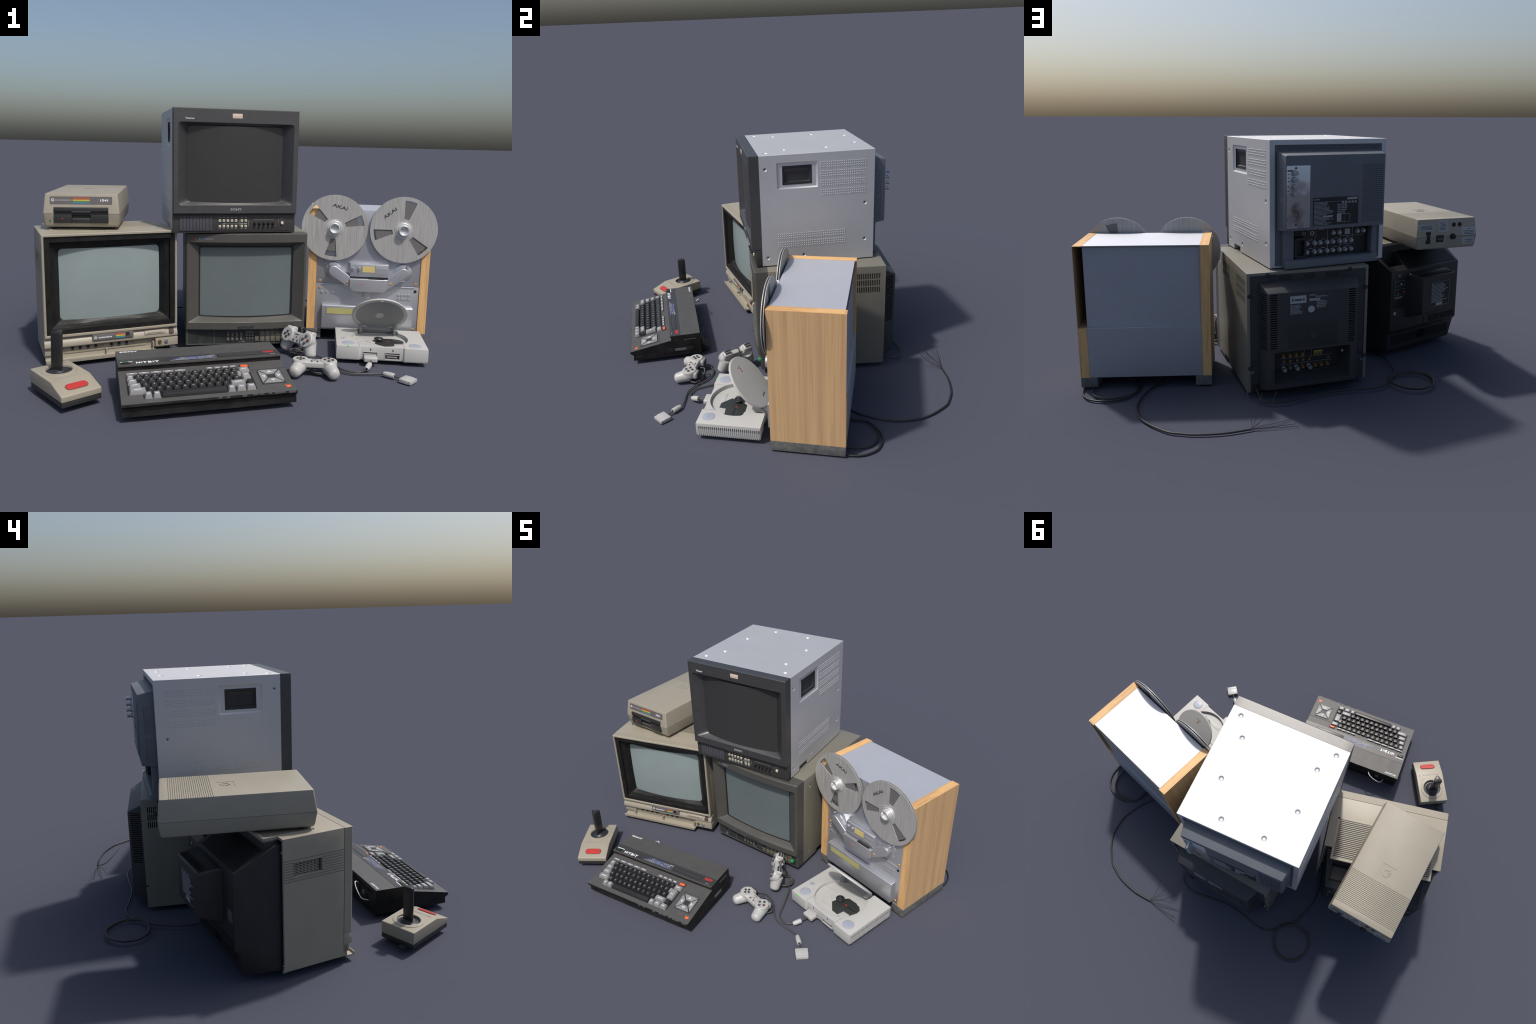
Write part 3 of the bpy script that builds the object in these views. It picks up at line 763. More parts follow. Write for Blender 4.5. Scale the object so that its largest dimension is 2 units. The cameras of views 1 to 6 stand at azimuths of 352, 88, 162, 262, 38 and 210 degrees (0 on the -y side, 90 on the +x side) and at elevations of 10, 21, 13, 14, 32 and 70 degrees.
def computer_monitor():
    T = thing("computer_monitor", "beige computer monitor with black picture mask and open flap", "monitor", -0.6155, -0.1948, 0.2919)
    w, yb, yc, z0, zf, zt = 0.2996, 0.0392, 0.3126, 0.0339, 0.1309, 0.5899
    # front frame
    rr = lambda x, a, b, r: rrect(-x, x, a, b, r, 4, 10)
    lb = lambda d, b: (lambda u, v: d - b * (1 - min(1, (u / .23) ** 2)))
    part("front_frame", loft([(rr(w, zf, zt, .003), yb - .0006), (rr(w, zf, zt, .003), .004), (rr(w - .003, zf + .003, zt - .003, .003), 0), (rr(.2905, .142, .5795, .004), 0), (rr(.2885, .1435, .5775, .004), .003), (rr(.2885, .1435, .5775, .004), .010)]), BEIGE, T, 25)
    part("frame_floor", box(-w + .001, w - .001, .003, yb - .0006, zf - .0006, zf + .004), BEIGE, T)
    part("picture_mask", loft([(rr(.2890, .1430, .578, .004), .006), (rr(.2670, .1650, .5545, .004), .006), (rr(.2655, .1675, .5530, .006), .022), (rr(.2480, .182, .538, .008), lb(.028, .004)), (rr(.2300, .193, .523, .014), lb(.046, .016)), (rr(.2230, .1985, .517, .016), lb(.057, .023))]), MASK_BLACK, T, 25)
    part("picture_tube", picture_tube(-.2255, .2255, .197, .519, .02, .054, .027, .82), GLASS_PALE, T, 60)
    # cabinet shell, with the back hollowed
    cab = part("cabinet", prism([(yb + .0006, z0), (.056, z0 - .003), (yc - .012, z0), (yc + .006, z0 - .002), (yc, z0 + .02), (yc, zt), (yb + .0006, zt)], "x", -w, w, .002), BEIGE, T)
    cut(cab, [box(-.285, .285, .02, .12, .14, .575), box(-w + .010, w - .010, yc - .035, yc + .05, z0 - .004, zt - .010), box(-w - .01, -w + .034, .1419, .268, .4330, .4870)])
    # grooves and grille on the left and right flanks
    rib = []
    for s in (-1, 1):
        for i in range(9):
            z = .4135 + i * .0108
            spans = ((.0405, .3115),) if (s > 0 or not .43 < z < .49) else ((.0405, .1405), (.2695, .3115))
            for a, b in spans:
                rib.append(box(s * w - .0007, s * w + .0007, a, b, z - .0014, z + .0014))
    part("side_groove", rib, material("groove_shadow", (.16, .145, .115), .5), T, kind="stuff")
    g = [box(-w + .010, -w + .013, .15, .262, .4370 + i * .0066, .4400 + i * .0066) for i in range(8)] + [box(-w + .0098, -w + .0135, .160 + i * .016, .1625 + i * .016, .435, .486) for i in range(7)]
    part("side_grille", g, BEIGE, T, kind="stuff")
    part("grille_backing", box(-w + .033, -w + .0335, .1415, .2685, .4325, .4875), BLACK, T)
    # front profile below the frame: bar, control strip, open flap
    x1 = .1936
    part("front_bar", prism([(yb, .1309), (.0160, .1305), (.0160, .1232), (.004, .1120), (.0, .0990), (.0, .0890), (.006, .0835), (.0215, .0815), (yb, .0815)], "x", -w - .001, w + .001, .0015), BEIGE, T)
    part("control_strip", [box(-w, x1, .0205, yb, .0500, .0820), box(-.214, .150, .0185, .03, .0500, .0585, .001)], material("strip_beige", (.27, .24, .185), .5), T)
    part("control_end", box(-w, -.225, .012, yb, .0500, .0820, .002), BEIGE, T)
    part("open_flap", prism([(.0285, .0215), (-.0155, .0197), (-.0165, .0365), (-.0120, .0375), (-.0105, .0275), (.020, .0300), (.0215, .0510), (.0285, .0510)], "x", -.2971, .190, .001), BEIGE, T)
    part("flap_hinge", [box(-.232, -.226, -.002, .022, .045, .060, .001), box(-.036, -.030, -.002, .022, .045, .060, .001), box(.180, .187, -.004, .022, .045, .068, .001)], BEIGE, T)
    part("jack_block", prism([(yb, .0815), (.0, .0815), (.0, .0430), (.006, .0403), (yb, .0403)], "x", x1, .3014, .0015), BEIGE, T)
    part("skirt", box(-w + .004, w - .004, .028, .07, .028, .055), BEIGE, T)
    part("control_knob", [cyl((x, .0205, .0725), "-y", .0068, .008, 16, .0055) for x in (-.1804, -.147, -.1127, -.078, -.0071, .0269, .0613)] + [cyl((.0872, .0205, .0706), "-y", .0025, .001, 8)], BLACK, T)
    part("strip_screw", [cyl((x, .0205, .075), "-y", .004, .004, 10) for x in (-.214, -.045, .1676)], NICKEL, T)
    part("video_jack", [lathe([(.0095, 0), (.0095, .002), (.006, .002), (.006, .005), (.003, .005), (.003, .001), (0, .001)], (.2133, 0, .0642), "-y", 16)], GOLD, T)
    part("audio_jack", [lathe([(.0095, 0), (.0095, .002), (.006, .002), (.006, .005), (.003, .005), (.003, .001), (0, .001)], (.2445, 0, .0635), "-y", 16)], NICKEL, T)
    part("strip_print", [box(x - .010, x + .010, .0195, .0212, z - .0008, z + .0008) for x, z in ((-.1804, .0545), (-.147, .0545), (-.1127, .0545), (-.078, .0545), (-.0071, .0605), (.0269, .0605), (.0613, .0605))] + [box(x - .007, x + .007, -.0006, .001, .0505, .0522) for x in (.2133, .2445)], PRINT_DARK, T, kind="stuff")
    # badge
    part("badge", prism([(.02, .1304), (-.0035, .1296), (-.006, .1040), (.02, .1035)], "x", -.0960, .0888, .001), BADGE, T)
    d = -.0062
    lean = Matrix.Rotation(radians(-5), 4, "X")
    part("badge_letters", letters("commodore", .060, .0085, (-.040, d + .0009, .1165), bold=.02, tilt=lean), PRINT_WHITE, T)
    part("badge_mark", chicken_logo((-.0820, d + .0009, .1165), .0065, lean @ FACE["front"]), PRINT_WHITE, T)
    h = (.1280 - .1064) / 5
    for i, m in enumerate(STRIPES):
        za, zb_ = .1280 - (i + 1) * h, .1280 - i * h
        part("colour_stripe", prism([(-.0042 - .0022 * (.1280 - z) / .0216 - o, z) for z, o in ((za, .0006), (zb_, .0006), (zb_, -.001), (za, -.001))], "x", .0082, .0488), m, T)
    part("badge_window", prism([(-.0048, .1285), (-.0068, .1060), (.0, .1060), (.0, .1285)], "x", .0535, .0706), LABEL_BLACK, T)
    part("badge_window_print", box(.056, .068, -.0072, -.0055, .1085, .1105), PRINT_GREY, T)
    part("name_tablet", prism([(.012, .1235), (.0005, .1165), (-.0025, .1050), (.012, .1050)], "x", .1428, .2417, .001), BEIGE, T)
    part("tablet_print", [box(.157 + i * .010, .164 + i * .010, -.0022, .001, .1105, .1122) for i in range(7)], PRINT_DARK, T, kind="stuff")
    part("power_key", prism([(.016, .1240), (-.002, .1180), (-.007, .1040), (.016, .1025)], "x", .2597, .2809, .001), material("brown_key", (.075, .05, .042), .35), T)
    # top grille, carried back over the rear
    gx, gy0, gy1 = .257, .149, .374
    part("grille_frame", [box(-gx, -gx + .011, gy0, gy1, zt - .012, zt + .0015, .001), box(gx - .011, gx, gy0, gy1, zt - .012, zt + .0015, .001), box(-gx, gx, gy0, gy0 + .010, zt - .012, zt + .0015, .001), box(-gx, gx, gy1 - .012, gy1, zt - .014, zt + .0010, .002)], BEIGE, T)
    part("grille_well", box(-gx + .008, gx - .008, gy0 + .008, gy1 - .008, zt - .012, zt + .0003), BLACK, T)
    part("grille_slat", [box(-gx + .010, gx - .010, gy0 + .0125 + i * .00975, gy0 + .0125 + i * .00975 + .0052, zt - .002, zt + .0012) for i in range(21)], BEIGE, T, kind="stuff")
    # black rear shell: side profile, narrowing towards the back
    prof = [(.285, .036), (.458, .0295), (.468, .038), (.480, .1376), (.4965, .150), (.4985, .160), (.4975, .4705), (.327, .5640), (.285, .5640)]
    bm = prism(prof, "x", -1, 1)
    bmesh.ops.bisect_plane(bm, geom=list(bm.verts) + list(bm.edges) + list(bm.faces), plane_co=(0, .33, 0), plane_no=(0, 1, 0))
    for v in bm.verts:
        t = min(1, max(0, (v.co.y - .33) / .167))
        v.co.x *= .2775 - .0285 * t - (.020 if v.co.z < .05 and v.co.y > .40 else 0)
    sh = part("rear_shell", rounded(bm, .006, 2, 25), REAR_BROWN, T)
    cut(sh, [prism([(.375, .60), (.375, .455), (.455, .440), (.480, .60)], "x", .130, .238)])
    part("pocket_plate", prism([(.380, .4575), (.445, .4445), (.4445, .4425), (.379, .4545)], "x", .136, .232), material("pocket_tan", (.20, .175, .15), .5), T)
    part("rear_block", box(-.2602, .2602, .30, .3725, .520, zt - .012, .003), REAR_BROWN, T)
    part("slope_rib", [prism([(.335, .5605), (.490, .4755), (.490, .4775), (.335, .5628)], "x", x, x + .0032) for x in [-.235 + i * .0072 for i in range(47)]], REAR_BROWN, T, kind="stuff")
    bump = loft([(rrect(-.137, .147, .212, .4530, .012, 4), .490), (rrect(-.130, .135, .222, .4535, .012, 4), .520), (rrect(-.1215, .1235, .250, .4465, .010, 4), .585), (rrect(-.1165, .1185, .256, .4405, .008, 4), .593)], False, True)
    part("rear_bump", bump, REAR_BROWN, T, 25)
    part("bump_rib", [box(-.105 + i * .0112, -.1 + i * .0112, .540, .585, .446, .4528 - .002) for i in range(19)], BLACK, T, kind="stuff")
    d = .594
    part("rating_label", box(-.0760, .0625, d - .002, d, .2800, .4095), LABEL_BLACK, T)
    part("label_letters", [letters("commodore", .066, .008, (.004, d, .3985), "back", bold=.01), chicken_logo((.050, d, .3985), .006, FACE["back"])], STICKER, T)
    e = d + .0004
    part("label_print", bars(13, (-.056, .068, .300, .392, d), .0006, 12) + [box(-.0750, .0615, d, e, .4075, .4085), box(-.0750, .0615, d, e, .281, .282), box(-.0750, -.074, d, e, .281, .4085), box(.0605, .0615, d, e, .281, .4085), box(-.026, .022, d, d + .0012, .284, .298)], PRINT_GREY, T, kind="stuff")
    part("jack_plate", box(.150, .236, .494, .4995, .275, .430, .001), LABEL_BLACK, T)
    pr = []
    for a, b in ((.390, .418), (.345, .375)):
        pr += [box(.156, .226, .499, .5002, a, a + .001), box(.156, .226, .499, .5002, b, b + .001), box(.156, .157, .499, .5002, a, b), box(.225, .226, .499, .5002, a, b)]
    part("jack_print", pr + bars(2, (-.226, -.165, .325, .338, .4995), .0006, 2), PRINT_GREY, T, kind="stuff")
    part("white_jack", cyl((.184, .499, .402), "y", .005, .006, 12), STICKER, T)
    part("yellow_jack", cyl((.206, .499, .356), "y", .005, .006, 12), GOLD, T)
    part("red_jack", cyl((.168, .499, .358), "y", .005, .006, 12), PRINT_RED, T)
    part("rear_screw", [cyl((.196, .497, .448), "y", .007, .004, 14), cyl((.220, .497, .250), "y", .009, .004, 14)], NICKEL, T)
    part("side_sticker", box(-.232, -.186, .497, .4994, .260, .310), material("dull_sticker", (.085, .09, .10), .5), T)
    ribs = []
    for i in range(26):
        x = -.235 + i * .0094
        if not -.03 < x < -.005:
            ribs.append(box(x, x + .0046, .465, .52, .160, .195))
    for i in range(46):
        x = -.215 + i * .0094
        if not (-.035 < x < .025):
            ribs.append(box(x, x + .0046, .430, .50, .066, .118))
    cut(sh, [merge(ribs), box(-.03, .025, .430, .50, .070, .118)])
    part("shell_screw", [cyl((s * .2905, .312, z), "y", .005, .004, 10) for s in (-1, 1) for z in (.535, .06)], NICKEL, T)
    part("foot", [cyl((x, y, .001), "z", .016, .034, 14) for x in (-.24, .24) for y in (.08, .28)], RUBBER, T)

# ------------------------------------------------------------------ floppy drive
def floppy_drive():
    T = thing("floppy_drive", "beige floppy disk drive with ribbed lid and rainbow badge", "disk drive", -0.7527, -0.1353, -0.0047)
    w, yc, zm, zt, zb = .1665, .6067, .6641, .7522, .6038
    q = lambda x, a, b, r: rrect(-x, x, a, b, r, 4)
    up = loft([(q(w, 0, yc, .006), zm + .0007), (q(.1585, .0115, .5985, .007), zt - .006), (q(.1572, .0130, .5970, .007), zt - .0015), (q(.1545, .0160, .5940, .007), zt)], True, True, "z")
    top = part("upper_case", up, DRIVE_BEIGE, T, 40)
    cuts = [box(-.2, .2, .3955 + i * .0083, .3955 + i * .0083 + .0018, zt - .0035, zt + .01) for i in range(21)]
    lo = loft([(q(w, 0, yc, .006), zm - .0007), (q(.1628, .0085, .6005, .007), zb + .010), (q(.1600, .0125, .5975, .007), zb + .002), (q(.1575, .0150, .5950, .007), zb)], True, True, "z")
    bot = part("lower_case", lo, DRIVE_BEIGE, T, 40)
    mouth = lambda: box(-.1195, .1170, -.01, .030, .6229, .6925)
    cut(bot, [mouth()])
    cut(top, [merge(cuts), mouth(), box(-.0350, .0335, .2997, .3721, zt - .0012, zt + .01)])
    part("seam", box(-w + .0015, w - .0015, .0015, yc - .0015, zm - .001, zm + .001), PRINT_DARK, T)
    # embossed mark on the lid
    part("lid_mark", chicken_logo((0, .336, zt - .0013), .022, Matrix.Rotation(pi, 4, "Z"), .002), DRIVE_BEIGE, T)
    # badge on the sloping face
    s = (.0115) / (zt - .006 - zm)
    lean = Matrix.Rotation(-math.atan(s), 4, "X")
    yf = lambda z: (z - zm) * s
    part("badge", prism([(yf(.7055) - .0008, .7055), (yf(.740) - .0008, .740), (yf(.740) + .004, .740), (yf(.7055) + .004, .7055)], "x", -.1358, .1340, .0004, 1), BADGE, T)
    h = (.7373 - .7097) / 5
    for i, m in enumerate(STRIPES):
        a, b = .7373 - (i + 1) * h, .7373 - i * h - .0006
        part("colour_stripe", prism([(yf(a) - .0014, a), (yf(b) - .0014, b), (yf(b) + .001, b), (yf(a) + .001, a)], "x", -.0370, .0355), m, T)
    part("badge_letters", [letters("commodore", .071, .0095, (-.079, yf(.7245) - .0012, .7245), bold=.02, tilt=lean)], PRINT_GREY, T)
    part("badge_mark", chicken_logo((-.1225, yf(.7245) - .0009, .7245), .0068, lean @ FACE["front"]), PRINT_WHITE, T)
    part("badge_number", letters("1541", .034, .0105, (.0995, yf(.724) - .0012, .724), bold=.03, tilt=lean), PRINT_WHITE, T)
    # drive mouth
    fr = material("drive_front", (.022, .022, .023), .42, 0, .1)
    part("drive_front", [prism([(-.0050, .6755), (-.0035, .6920), (.03, .692), (.03, .6755)], "x", -.119, .1165, .001), box(-.119, .1165, .0015, .03, .6590, .6760), box(-.119, -.042, -.0045, .03, .6232, .6605, .001), box(.0405, .1165, -.0045, .03, .6232, .6605, .001), box(-.043, .042, .0, .03, .6232, .6365, .0005), box(-.043, .042, .0085, .03, .6360, .6605)], fr, T)
    part("drive_slot", [box(-.112, .110, .0005, .002, .6635, .6690), box(-.042, .0405, .0075, .009, .6365, .668)], BLACK, T)
    part("disk_lever", [box(-.0415, .0405, -.0060, .008, .6705, .6755, .001), box(-.0400, .0390, -.002, .010, .6375, .6430, .001)], material("lever_grey", (.07, .07, .07), .4), T)
    part("activity_lamp", cyl((-.082, -.0040, .6426), "-y", .0028, .003, 10), LED_RED, T)
    part("power_lamp", cyl((-.1356, .0045, .6328), "-y", .0034, .003, 12), material("dim_green", (.02, .12, .03), .4), T)
    # rear face
    yr = lambda z: yc - abs(z - zm) * (.0082 / .0785 if z > zm else .0062 / .0503)
    def plate(x0, x1, z0, z1, t=.0012):
        return prism([(yr(z0) - .003, z0), (yr(z0) + t, z0), (yr(z1) + t, z1), (yr(z1) - .003, z1)], "x", x0, x1)
    part("sticker", [plate(.0748, .1560, .6952, .7278), plate(-.002, .0490, .6890, .7410), plate(-.1588, -.0800, .6670, .7065), plate(-.1525, -.0860, .6217, .6560)], STICKER, T)
    pr = []
    rnd = random.Random(4)
    for x0, x1, z0, z1, n in ((.080, .151, .700, .7235, 4), (.005, .044, .695, .735, 6), (-.152, -.086, .670, .690, 3), (-.145, -.098, .628, .648, 2), (-.132, -.112, .696, .700, 1)):
        for i in range(n):
            z = z0 + (z1 - z0) * (i + .5) / n
            pr.append(plate(x0 + rnd.uniform(0, .006), x1 - rnd.uniform(0, .012), z - .0012, z + .0012, .0016))
    part("sticker_print", pr, PRINT_DARK, T, kind="stuff")
    part("power_switch", [plate(.0905, .1165, .6320, .6905, .002), box(.096, .111, yc - .002, yc + .0045, .6505, .6750, .002)], BLACK, T)
    part("inlet_surround", plate(.0100, .0715, .6290, .6755, .0015), DRIVE_BEIGE, T)
    part("mains_inlet", plate(.0195, .0605, .6375, .6720, .0022), BLACK, T)
    part("inlet_pin", [box(x - .0012, x + .0012, yc, yc + .0025, .650, .660) for x in (.030, .040, .050)], NICKEL, T)
    part("serial_socket", [cyl((x, yr(.720) - .002, .720), "y", .0110, .0035, 20) for x in (-.0371, -.0696)], BLACK, T)
    part("fuse_cap", cyl((-.0305, yc - .002, .6635), "y", .0150, .016, 20, .012, .002), BLACK, T)
    part("foot", [cyl((x, y, .5895), "z", .012, .016, 14) for x, y in ((-.13, .05), (.13, .05), (.13, .33), (-.05, .33))], RUBBER, T)

# ------------------------------------------------------------------ reel tape recorder
def tape_recorder():
    T = thing("tape_recorder", "reel tape recorder with brushed reels and oak side panels", "tape recorder", 0.6279, 0.0031, -0.2465)
    w, wi, yc, zt, zk, z0 = .3009, .2598, .3216, .6755, .0549, .0068
    for s in (-1, 1):
        a, b = sorted((s * wi, s * w))
        p = part("side_panel", box(a, b, .0012, yc, zk, zt - .0015), WOOD_SIDE, T)
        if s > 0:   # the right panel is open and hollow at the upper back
            cut(p, [box(wi - .01, w - .002, .02, yc + .01, .2950, zt - .003)])
            part("panel_cap", box(a, b, .0, .3146, zt - .0015, zt), WOOD_TOP, T)
        else:
            part("panel_cap", box(a, b, .0, yc, zt - .0015, zt), WOOD_TOP, T)
            part("rear_edge", box(a, b, yc - .0005, yc + .0008, zk, zt - .0015), WOOD_EDGE, T)
        if s > 0:
            part("rear_edge", box(a, b, yc - .0005, yc + .0008, zk, .2950), WOOD_EDGE, T)
        part("front_edge", box(a, b, 0, .0014, zk, zt - .0015), WOOD_EDGE, T)
        a, b = sorted((s * .2263, s * w))
        part("plinth_foot", box(a, b, 0.0005, yc - .0005, z0, zk - .0003, .001), CONCRETE, T)
    part("top_cover", box(-wi + .0006, wi - .0006, .0065, .3140, zt - .003, zt - .0005), ALU_TOP, T)
    part("chassis", box(-wi + .0006, .02, .02, .288, .062, zt - .004), BLACK, T)
    part("rear_gap", box(-wi + .001, w - .0021, .3142, .3205, zt - .0050, zt - .0032), BLACK, T)
    part("floor_plate", box(-wi + .0006, wi - .0006, .02, .300, .056, .062), BLACK, T)
    part("rear_cover", prism([(.290, .056), (yc + .0015, .056), (yc + .0015, .2935), (yc - .002, .2965), (.3120, .2970), (.3108, zt - .0035), (.290, zt - .0035)], "x", -wi + .0008, wi - .0008, .0008), material("rear_blue_grey", (.33, .34, .375), .5, .15, .03, 3), T)
    yf = .005
    part("upper_fascia", box(-wi + .0008, wi - .0008, yf, .03, .2970, zt - .0015, .001), ALUMINIUM, T)
    part("lower_fascia", box(-wi + .0008, wi - .0008, yf, .03, .0530, .2955, .001), ALUMINIUM, T)
    # raised ledge following the head block
    part("head_ledge", prism([(-.235, .2880), (-.150, .2880), (-.095, .2620), (-.02, .2360), (.02, .2360), (.095, .2620), (.150, .2880), (.235, .2880), (.235, .2925), (-.235, .2925)], "y", yf - .0035, yf + .002, .001), ALUMINIUM, T)
    part("head_shelf", box(-.100, .105, yf - .008, yf + .002, .405, .412, .002), ALUMINIUM, T)
    # reels
    def reel(cx, cz, wins, label_pos, turn, full):
        R, r0, r1, r2 = .1640, .020, .055, .1465
        names = []
        def flange(y0, y1):
            bm = bmesh.new()
            N = 360
            def inside(a):
                return any(abs((a - c + 180) % 360 - 180) < 11.8 for c in wins)
            radii = [r0, r1, r2, R - .0012, R]
            for k in range(4):
                for i in range(0, N, 2):
                    if k == 1 and inside(i + 1):
                        continue
                    ps = []
                    for rr_, aa in ((radii[k], i), (radii[k + 1], i), (radii[k + 1], i + 2), (radii[k], i + 2)):
                        ps.append(bm.verts.new((cx + rr_ * cos(radians(aa)), y0, cz + rr_ * sin(radians(aa)))))
                    bm.faces.new(ps)
            bmesh.ops.remove_doubles(bm, verts=bm.verts, dist=1e-5)
            ex = bmesh.ops.extrude_face_region(bm, geom=list(bm.faces))
            for v in ex["geom"]:
                if isinstance(v, bmesh.types.BMVert):
                    v.co.y = y1
            bmesh.ops.recalc_face_normals(bm, faces=bm.faces)
            return bm
        rl = part("tape_reel", flange(-.0170, -.0135), BRUSHED, T, 40)
        def sub(name, bm, m):
            o = part(name, bm, m, rl, 40)
            return o
        sub("reel_back_flange", flange(-.0068, -.0040), BRUSHED)
        sub("wound_tape", lathe([(.02, 0), (full, 0), (full, .0064), (.02, .0064)], (cx, -.0069, cz), "-y", 72), TAPE)
        sub("reel_hub", lathe([(.0435, 0), (.0430, .0015), (.036, .0020), (.0345, .0050), (.0300, .0055), (.0290, .0035), (.0275, .0035), (.0262, .0060), (.0255, .0240), (.0235, .0260), (.0200, .0250), (.0190, .014), (.012, .012), (0, .0115)], (cx, -.0170, cz), "-y", 40), CHROME)
        sub("reel_letters", letters("AKAI", .075, .0160, (label_pos[0], -.0173, label_pos[1]), turn=turn, bold=.01), PRINT_DARK)
    reel(-.1770, .5845, (141, 17, 264), (-.1545, .6905), radians(-15), .118)
    reel(.1615, .5845, (78, 191, 314.5), (.0905, .6665), radians(40), .138)
    # tape path
    part("tape", [sweep([(-.270, -.006, .51), (-.215, -.008, .405), (-.190, -.012, .392)], .0012, 6, 4), sweep([(.262, -.006, .48), (.232, -.008, .425), (.192, -.012, .39)], .0012, 6, 4)], TAPE, T)
    for s in (-1, 1):
        part("guide_dish", lathe([(.0, .008), (.030, .008), (.040, .005), (.0455, .001), (.0470, -.002)], (s * .1735 - .001, yf, .3660), "-y", 40), ALUMINIUM, T, 50)
        # tension arm: capsule from the guide to the head block
        c = (s * .1720, .3680)
        d = Vector((s * .0905 - c[0], .3130 - c[1]))
        ang = math.atan2(d.y, d.x)
        pts = [(c[0] + .0262 * cos(ang + pi / 2 + pi * k / 12), c[1] + .0262 * sin(ang + pi / 2 + pi * k / 12)) for k in range(13)]
        pts += [(s * .0905, .2830), (s * .0905, .3430)] if s < 0 else [(s * .0965, .3440), (s * .0965, .2830)]
        part("tension_arm", prism(pts, "y", -.0335, yf, .004, 3), ALUMINIUM, T, 50)
        part("guide_roller", lathe([(0, .024), (.005, .024), (.006, .022), (.006, 0)], (s * .192, yf, .398), "-y", 20), ALUMINIUM, T)
    part("meter_block", [prism([(-.030, .3437), (-.026, .4060), (-.018, .4110), (yf, .4120), (yf, .3437)], "x", -.0915, .0985, .0025)], ALUMINIUM, T)
    def ym(z): return -.0302 + (z - .3437) / (.406 - .3437) * .004
    part("meter_line", [box(x - .0004, x + .0004, ym(.375) - .0020, ym(.375) + .002, .3470, .4020) for x in (-.0318, .0328)] + [box(.038, .090, ym(z) - .0009, ym(z) + .001, z - .0004, z + .0004) for z in (.385, .3835, .362)], PRINT_GREY, T)
    part("meter_window", prism([(ym(.367) - .0012, .367), (ym(.397) - .0012, .397), (ym(.397) + .002, .397), (ym(.367) + .002, .367)], "x", -.0303, .0314, .0003, 1), AMBER, T)
    part("meter_dial", [lathe([(.0095, 0), (.0085, .006), (0, .0065)], (x, ym(.383), .383), "-y", 20) for x in (-.0787, -.0463)] + [box(x - .0016, x + .0016, ym(.383) - .011, ym(.383), .374, .392, .001) for x in (-.0787, -.0463)], ALUMINIUM, T)
    part("head_cover", prism([(-.0920, .3345), (-.0920, .2870), (-.0727, .2690), (.0780, .2690), (.0965, .2870), (.0965, .3345)], "y", -.0450, yf, .003, 3), ALUMINIUM, T, 50)
    part("head_gap", box(.0015, .080, -.0420, -.0310, .3350, .3385), BLACK, T)
    part("head_letters", letters("AKAI", .020, .0055, (-.0300, -.0453, .3090)), material("vermilion_print", (.62, .16, .06), .5), T)
    part("head_print", [box(-.012 + i * .009, -.006 + i * .009, -.0456, -.0445, .3075, .3090) for i in range(5)] + [box(-.040 + i * .008, -.034 + i * .008, -.0456, -.0445, .2955, .2975) for i in range(8)], PRINT_GREY, T, kind="stuff")
    part("pinch_roller", lathe([(.019, 0), (.019, .006), (.016, .008), (0, .008)], (0, yf, .2470), "-y", 28), ALUMINIUM, T)
    sc = part("brass_screw", lathe([(0, .0025), (.003, .0025), (.0055, .002), (.0068, 0)], (0, 0, 0), "-y", 16), BRASS, T)
    spots = [(-.24, yf, .3081), (-.24, yf, .273), (.2397, yf, .3084), (-.2405, yf, .0751), (.2398, yf, .0754), (-.034, yf, .248), (.0333, yf, .2478), (-.1022, -.0335, .3125), (.1107, -.0335, .3136)]
    sc.location = spots[0]
    for p in spots[1:]:
        again(sc, loc=p)
    part("headphone_socket", cyl((.2396, yf - .0005, .2729), "-y", .0072, .0015, 20), BLACK, T)
    btn = part("function_key", box(-.0062, .0062, -.003, .002, -.0065, .0065, .001), ALUMINIUM, T)
    L = [(-.2279, .25), (-.2045, .2501), (-.1734, .2501), (.1587, .2505), (.1753, .2504), (.1919, .2507), (.2094, .2506), (.1598, .2317), (.1845, .2319), (.2092, .2312)]
    btn.location = (L[0][0], yf, L[0][1])
    for i, (x, z) in enumerate(L[1:], 1):
        o = again(btn, loc=(x, yf, z))
        if i == 2 or i == 8:
            o.scale = (1.6 if i == 2 else 2.2, 1, 1)
        if i == 1:
            o.scale = (.6, 1, 1)
    # lower box with the long window
    part("front_box", prism([(-.0235, .0670), (-.0235, .1855), (-.0200, .1900), (yf, .1915), (yf, .0670)], "x", -.2250, .2300, .0035, 3), ALUMINIUM, T, 50)
    part("window_frame", box(-.203, .017, -.0245, -.022, .1415, .1785, .0005, 1), material("frame_grey", (.25, .26, .29), .4, .5), T)
    part("long_window", box(-.200, .0145, -.0252, -.022, .1445, .1755), OLIVE, T)
    part("box_line", [box(.2150, .2158, -.0238, -.022, .07, .185)], PRINT_GREY, T)
    # cords
    M = Matrix.Rotation(.2465, 3, "Z")
    def loc(p): return M @ (Vector(p) - Vector((.6279, .0031, 0)))
    part("signal_cord", sweep([loc(p) for p in ((.600, .270, .03), (.6215, .290, .008), (.668, .3225, .0055), (.705, .362, .0055), (.7430, .4300, .0055), (.7660, .4950, .0055), (.7725, .5550, .0055), (.7660, .6250, .0055), (.7390, .6880, .0055), (.7050, .7380, .0055), (.6700, .7800, .0055), (.6284, .8049, .0055), (.5640, .8340, .0055), (.4550, .8555, .0055), (.3459, .8544, .0055))], .0043, 10, 8), CORD_BLACK, T, 60)
    a = (.3459, .8544, .0055)
